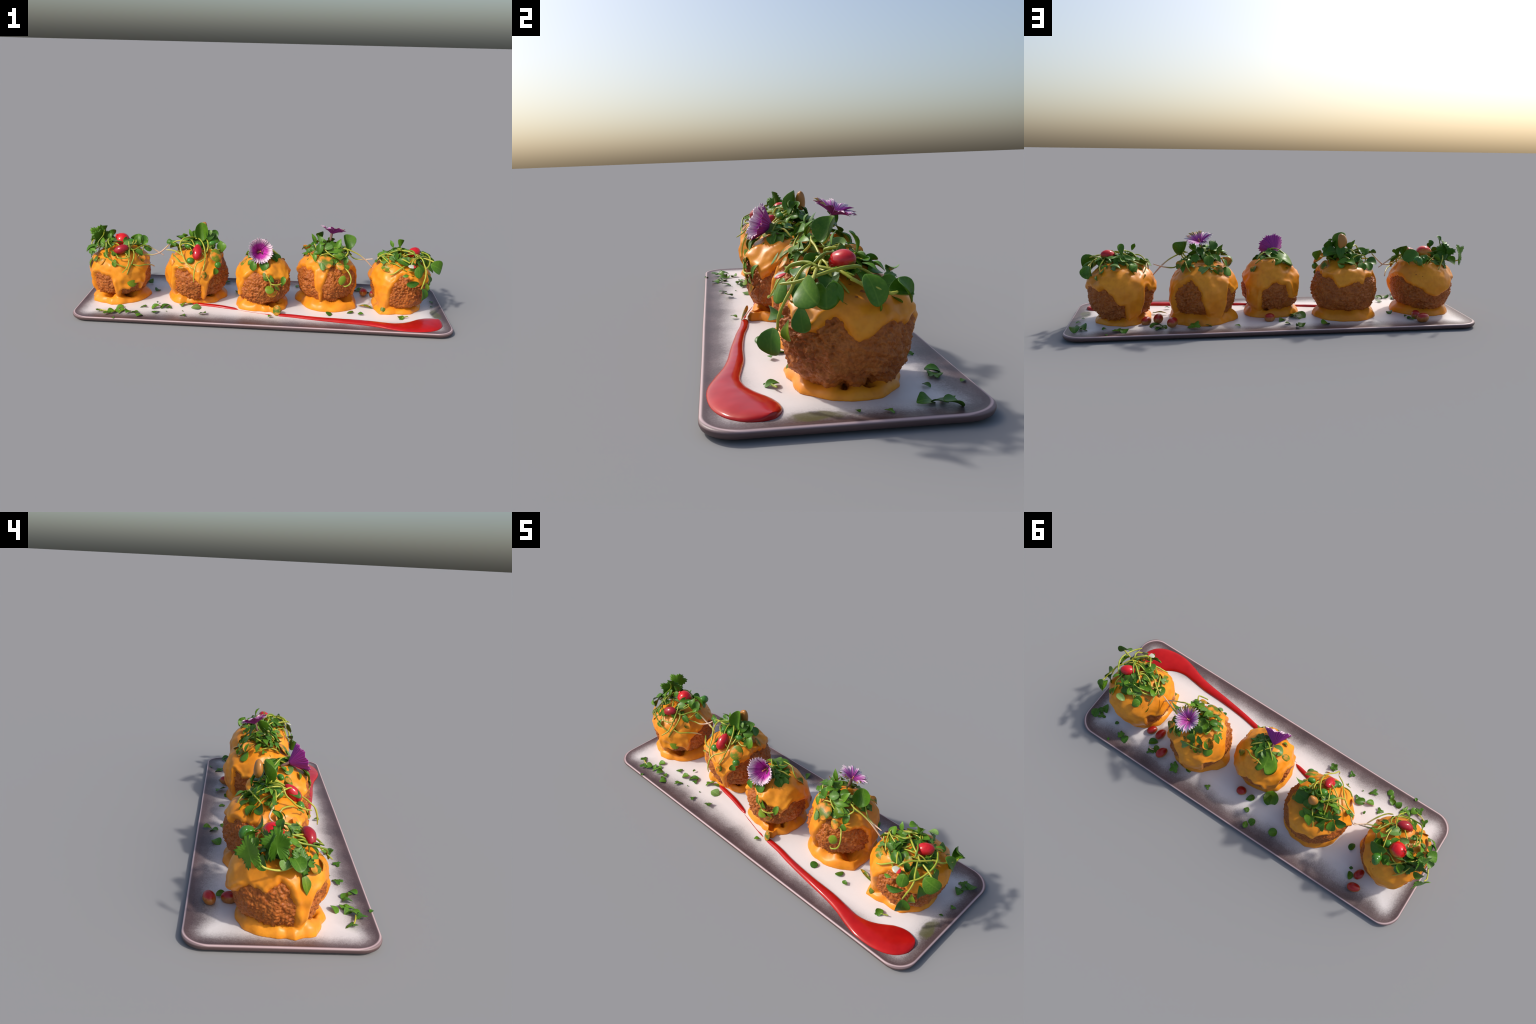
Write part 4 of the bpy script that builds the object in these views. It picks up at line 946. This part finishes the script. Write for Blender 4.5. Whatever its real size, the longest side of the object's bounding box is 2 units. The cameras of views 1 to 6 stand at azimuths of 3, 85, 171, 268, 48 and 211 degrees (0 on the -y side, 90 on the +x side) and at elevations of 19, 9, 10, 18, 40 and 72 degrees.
add_berry(B2, "pea", (-.364, .005, .338), (.020, .022, .018), (1, .2, .1), name="green_pea")
add_berry(B2, "pea", (-.394, -.088, .277), (.018, .021, .015), (1, 0, .1), (0, -.7, .7), name="green_pea")
add_berry(B2, "pea", (-.246, -.074, .254), (.018, .019, .017), (1, 0, .1), (.5, -.6, .5), name="green_pea")
add_berry(B2, "pea", (-.285, -.01, .355), (.014, .02, .014), (1, .4, .3), name="green_pea")
add_berry(B2, "nut", (-.347, .086, .408), (.019, .040, .025), (.03, -.05, 1), (-1, -.2, 0), name="toasted_nut", bean=.3)
add_berry(B3, "pea", (-.018, .012, .316), (.014, .022, .012), (-.6, .7, -.1), name="green_pea")
add_berry(B5, "rad", (.812, .018, .343), (.027, .038, .027), (.055, .045, -.022), (-.1, -.3, 1), name="red_berry", squash=-.05)
add_berry(B5, "radish", (.781, -.126, .311), (.020, .015, .004), (0, -.9, -.3), (.05, -.35, .95), name="radish_slice")

# ------------------------------------------------------------------ flowers
def petal_mesh(name, seed, front, back, width=98, teeth=9, funnel=0.62, fringe=0.14, up=0.10, power=1.6):
    r_ = random.Random(seed)
    na, nr = teeth * 4, 14
    tl = [r_.uniform(.45, 1.1) for _ in range(teeth + 1)]
    verts, faces, mi = [], [], []
    for side in (1, -1):
        for j in range(nr + 1):
            q = j / nr
            for k in range(na + 1):
                u = k / na
                ang = math.radians(width) * (u - .5)
                ti = min(teeth - 1, int(u * teeth)); f = u * teeth - ti
                tooth = (1 - abs(2 * f - 1)) ** 0.9 * tl[ti]
                edge = 1 - .09 * abs(2 * u - 1) ** 3
                R = edge * ((1 - fringe) + fringe * 1.5 * tooth)
                r = 0.05 + (R - 0.05) * q
                rr = 0.05 + 0.95 * q
                z = -funnel * (1 - rr) ** power + up * rr ** 3 + 0.055 * math.sin(ang * 9 + seed) * rr * rr
                z += 0.03 * (2 * u - 1) * rr + side * 0.012 * (1 - q * .8)
                verts.append((r * math.sin(ang), r * math.cos(ang), z))
    S = (nr + 1) * (na + 1)
    idx = lambda s, j, k: s * S + j * (na + 1) + k
    for j in range(nr):
        for k in range(na):
            faces.append((idx(0, j, k), idx(0, j, k + 1), idx(0, j + 1, k + 1), idx(0, j + 1, k))); mi.append(0)
            faces.append((idx(1, j, k), idx(1, j + 1, k), idx(1, j + 1, k + 1), idx(1, j, k + 1))); mi.append(1)
    for j in range(nr):
        for k, o in ((0, 0), (na, 1)):
            a, b, c, d = idx(0, j, k), idx(0, j + 1, k), idx(1, j + 1, k), idx(1, j, k)
            faces.append((a, b, c, d) if o == 0 else (d, c, b, a)); mi.append(1)
    for k in range(na):
        faces.append((idx(0, nr, k), idx(0, nr, k + 1), idx(1, nr, k + 1), idx(1, nr, k))); mi.append(0)
        faces.append((idx(0, 0, k + 1), idx(0, 0, k), idx(1, 0, k), idx(1, 0, k + 1))); mi.append(1)
    me = mesh_from(name, verts, faces)
    bm = bmesh.new(); bm.from_mesh(me); bmesh.ops.recalc_face_normals(bm, faces=bm.faces); bm.to_mesh(me); bm.free()
    me.materials.append(M[front]); me.materials.append(M[back])
    me.polygons.foreach_set("material_index", mi)
    return me

def flower(parent, C, Nv, T, rad, fronts, seed, funnel, up, fringe):
    W = frame(C, Nv, T, rad, rad, rad)
    # tube below the petals
    me = tube("flower", [(0, 0, -funnel - .55), (0, 0, -funnel - .25), (0, 0, -funnel + .05), (0, 0, -funnel + .12)], 0.10, taper=(.7, 1.0), sides=14, wob=0)
    me.materials.append(M["calyx"])
    fl = make_obj("flower", me, parent, (), W)
    for i, fr in enumerate(fronts):
        pm = petal_mesh("petal", seed + i, fr, "petal_back", funnel=funnel, up=up, fringe=fringe, power=1.25 if funnel > .6 else 1.7)
        o = make_obj("petal", pm, fl)
        o.rotation_euler = (rng.uniform(-.1, .1), rng.uniform(-.1, .1), math.radians(72 * i + 8)); o.location = (0, 0, 0.012 * (i % 2))
    st = tube("anther", [(0, 0, -funnel + .05), (.02, .01, -funnel * .5), (.05, -.02, -.05)], 0.035, taper=(1, 1.2), sides=8)
    st.materials.append(M["anther"]); make_obj("anther", st, fl)

flower(B3, (-.016, -.112, .356), (.18, -.9, .38), (0, .3, .9), .070, ["petal_a"] * 5, 3, .80, .20, .14)
flower(B4, (.372, .090, .434), (.2, .35, 1), (.3, 1, 0), .068, ["petal_b", "petal_b", "petal_b", "petal_p", "petal_b"], 11, .42, .05, .22)

# ------------------------------------------------------------------ fallen seeds and chopped herbs on the plate
SEEDS = [((.629, .144, .040), (.017, .024, .017), (.5, .8, .2)), ((.572, .140, .049), (.018, .027, .019), (.1, .5, .9)),
         ((.504, .222, .051), (.019, .028, .019), (.2, .6, .9)), ((.029, .154, .040), (.019, .022, .018), (.9, .3, .1)),
         ((-.719, .184, .040), (.018, .025, .019), (.3, .9, .1)), ((-.730, .255, .043), (.019, .028, .020), (.9, .3, .05))]
for C, half, t in SEEDS:
    o = add_berry(None, "seed", C, tuple(h * 1.25 for h in half), t, (0, .1, 1), name="red_berry", squash=.06)
    o["label"] = "small glossy red berry with orange green base"; o["category"] = "berry"

herbs = thing("chopped_herbs", (0, 0, FLOOR), "scattered chopped green herb leaves around the plate", "herbs")
SCRAPS = [  # x, y, size, kind
 (-.309,-.231,.050,"serr"), (-.409,-.254,.042,"tref"), (-.560,-.234,.058,"tref"), (-.525,-.152,.060,"round"), (-.502,-.160,.040,"tref"), (-.573,-.174,.046,"round"),
 (-.637,-.164,.046,"tref"), (-.573,-.110,.020,"round"), (-.422,-.196,.009,"lance"), (-.634,-.281,.038,"round"), (-.668,-.245,.042,"round"),
 (-.705,-.248,.042,"obov"), (-.745,-.245,.048,"tref"), (-.762,-.192,.045,"round"), (-.790,-.262,.042,"round"), (-.812,-.279,.050,"tref"),
 (-.772,-.238,.040,"obov"), (-.765,-.326,.020,"round"), (-.863,-.240,.054,"tref"), (-.742,-.225,.035,"lance"), (-.655,-.262,.032,"obov"),
 (-.615,.081,.042,"round"), (-.682,.211,.046,"round"), (-.669,.177,.022,"lance"), (-.233,.246,.048,"round"), (-.111,.263,.042,"round"), (-.090,.290,.042,"obov"),
 (-.052,.222,.034,"lance"), (-.031,.160,.050,"obov"), (.588,.194,.056,"round"), (.571,.247,.046,"tref"), (.546,.218,.046,"round"), (.560,.232,.040,"obov"),
 (.405,.246,.072,"serr"), (.332,.216,.034,"round"), (.193,.235,.036,"tref"), (.758,.258,.050,"serr"), (.722,.268,.046,"round"),
 (.918,.184,.058,"point"), (.914,.228,.050,"tref"), (.950,.235,.050,"round"), (.935,.205,.045,"lance"), (.819,.217,.024,"round"), (.801,.315,.019,"lance"),
 (.736,-.169,.012,"lance"), (-.432,-.112,.060,"serr"), (-.395,-.100,.045,"lance"), (-.351,-.146,.060,"lance"), (.050,-.222,.030,"lance"), (-.421,-.197,.010,"lance"), (-.506,-.210,.010,"lance"),
 (.364,-.152,.038,"flat"), (.478,-.106,.042,"flat"), (.534,-.135,.032,"lance"), (.744,-.152,.040,"round"), (.953,.088,.028,"tref"), (.940,.02,.02,"lance"),
]
for x, y, s, kind in SCRAPS:
    a = rng.uniform(0, 6.28)
    tilt = 0.38 if s > .03 else 0.15
    nv = (rng.uniform(-tilt, tilt), rng.uniform(-tilt, tilt), 1)
    z = FLOOR + 0.004 + s * 0.07 + (0.006 if rng.random() < .3 else 0)
    mt = rng.choice("ddgdg")
    if (x, y) == (-.351, -.146): mt = "l"
    add_leaf(herbs, kind, mt, (x, y, z), s, s * rng.uniform(.62, .95), nv, (math.cos(a), math.sin(a), 0), "herb_leaf")
# big glossy leaf behind the middle ball, and the stem of the leaf by the last ball
add_leaf(herbs, "round", "g", (-.122, .100, FLOOR + .008), .085, .08, (-.1, .15, 1), (-.6, .8, 0), "herb_leaf")
add_leaf(herbs, "lance", "d", (-.108, .110, FLOOR + .014), .075, .05, (.3, -.2, 1), (-.5, .6, .3), "herb_leaf")
for pts in ([(.752, -.155, .032), (.768, -.150, .034), (.785, -.143, .036)], [(-.86, -.245, .030), (-.835, -.255, .036), (-.80, -.262, .034)],
            [(-.60, -.172, .03), (-.57, -.162, .036), (-.54, -.152, .034)], [(.55, .225, .03), (.57, .235, .04), (.59, .225, .036)]):
    add_stem(herbs, pts, 0.003)
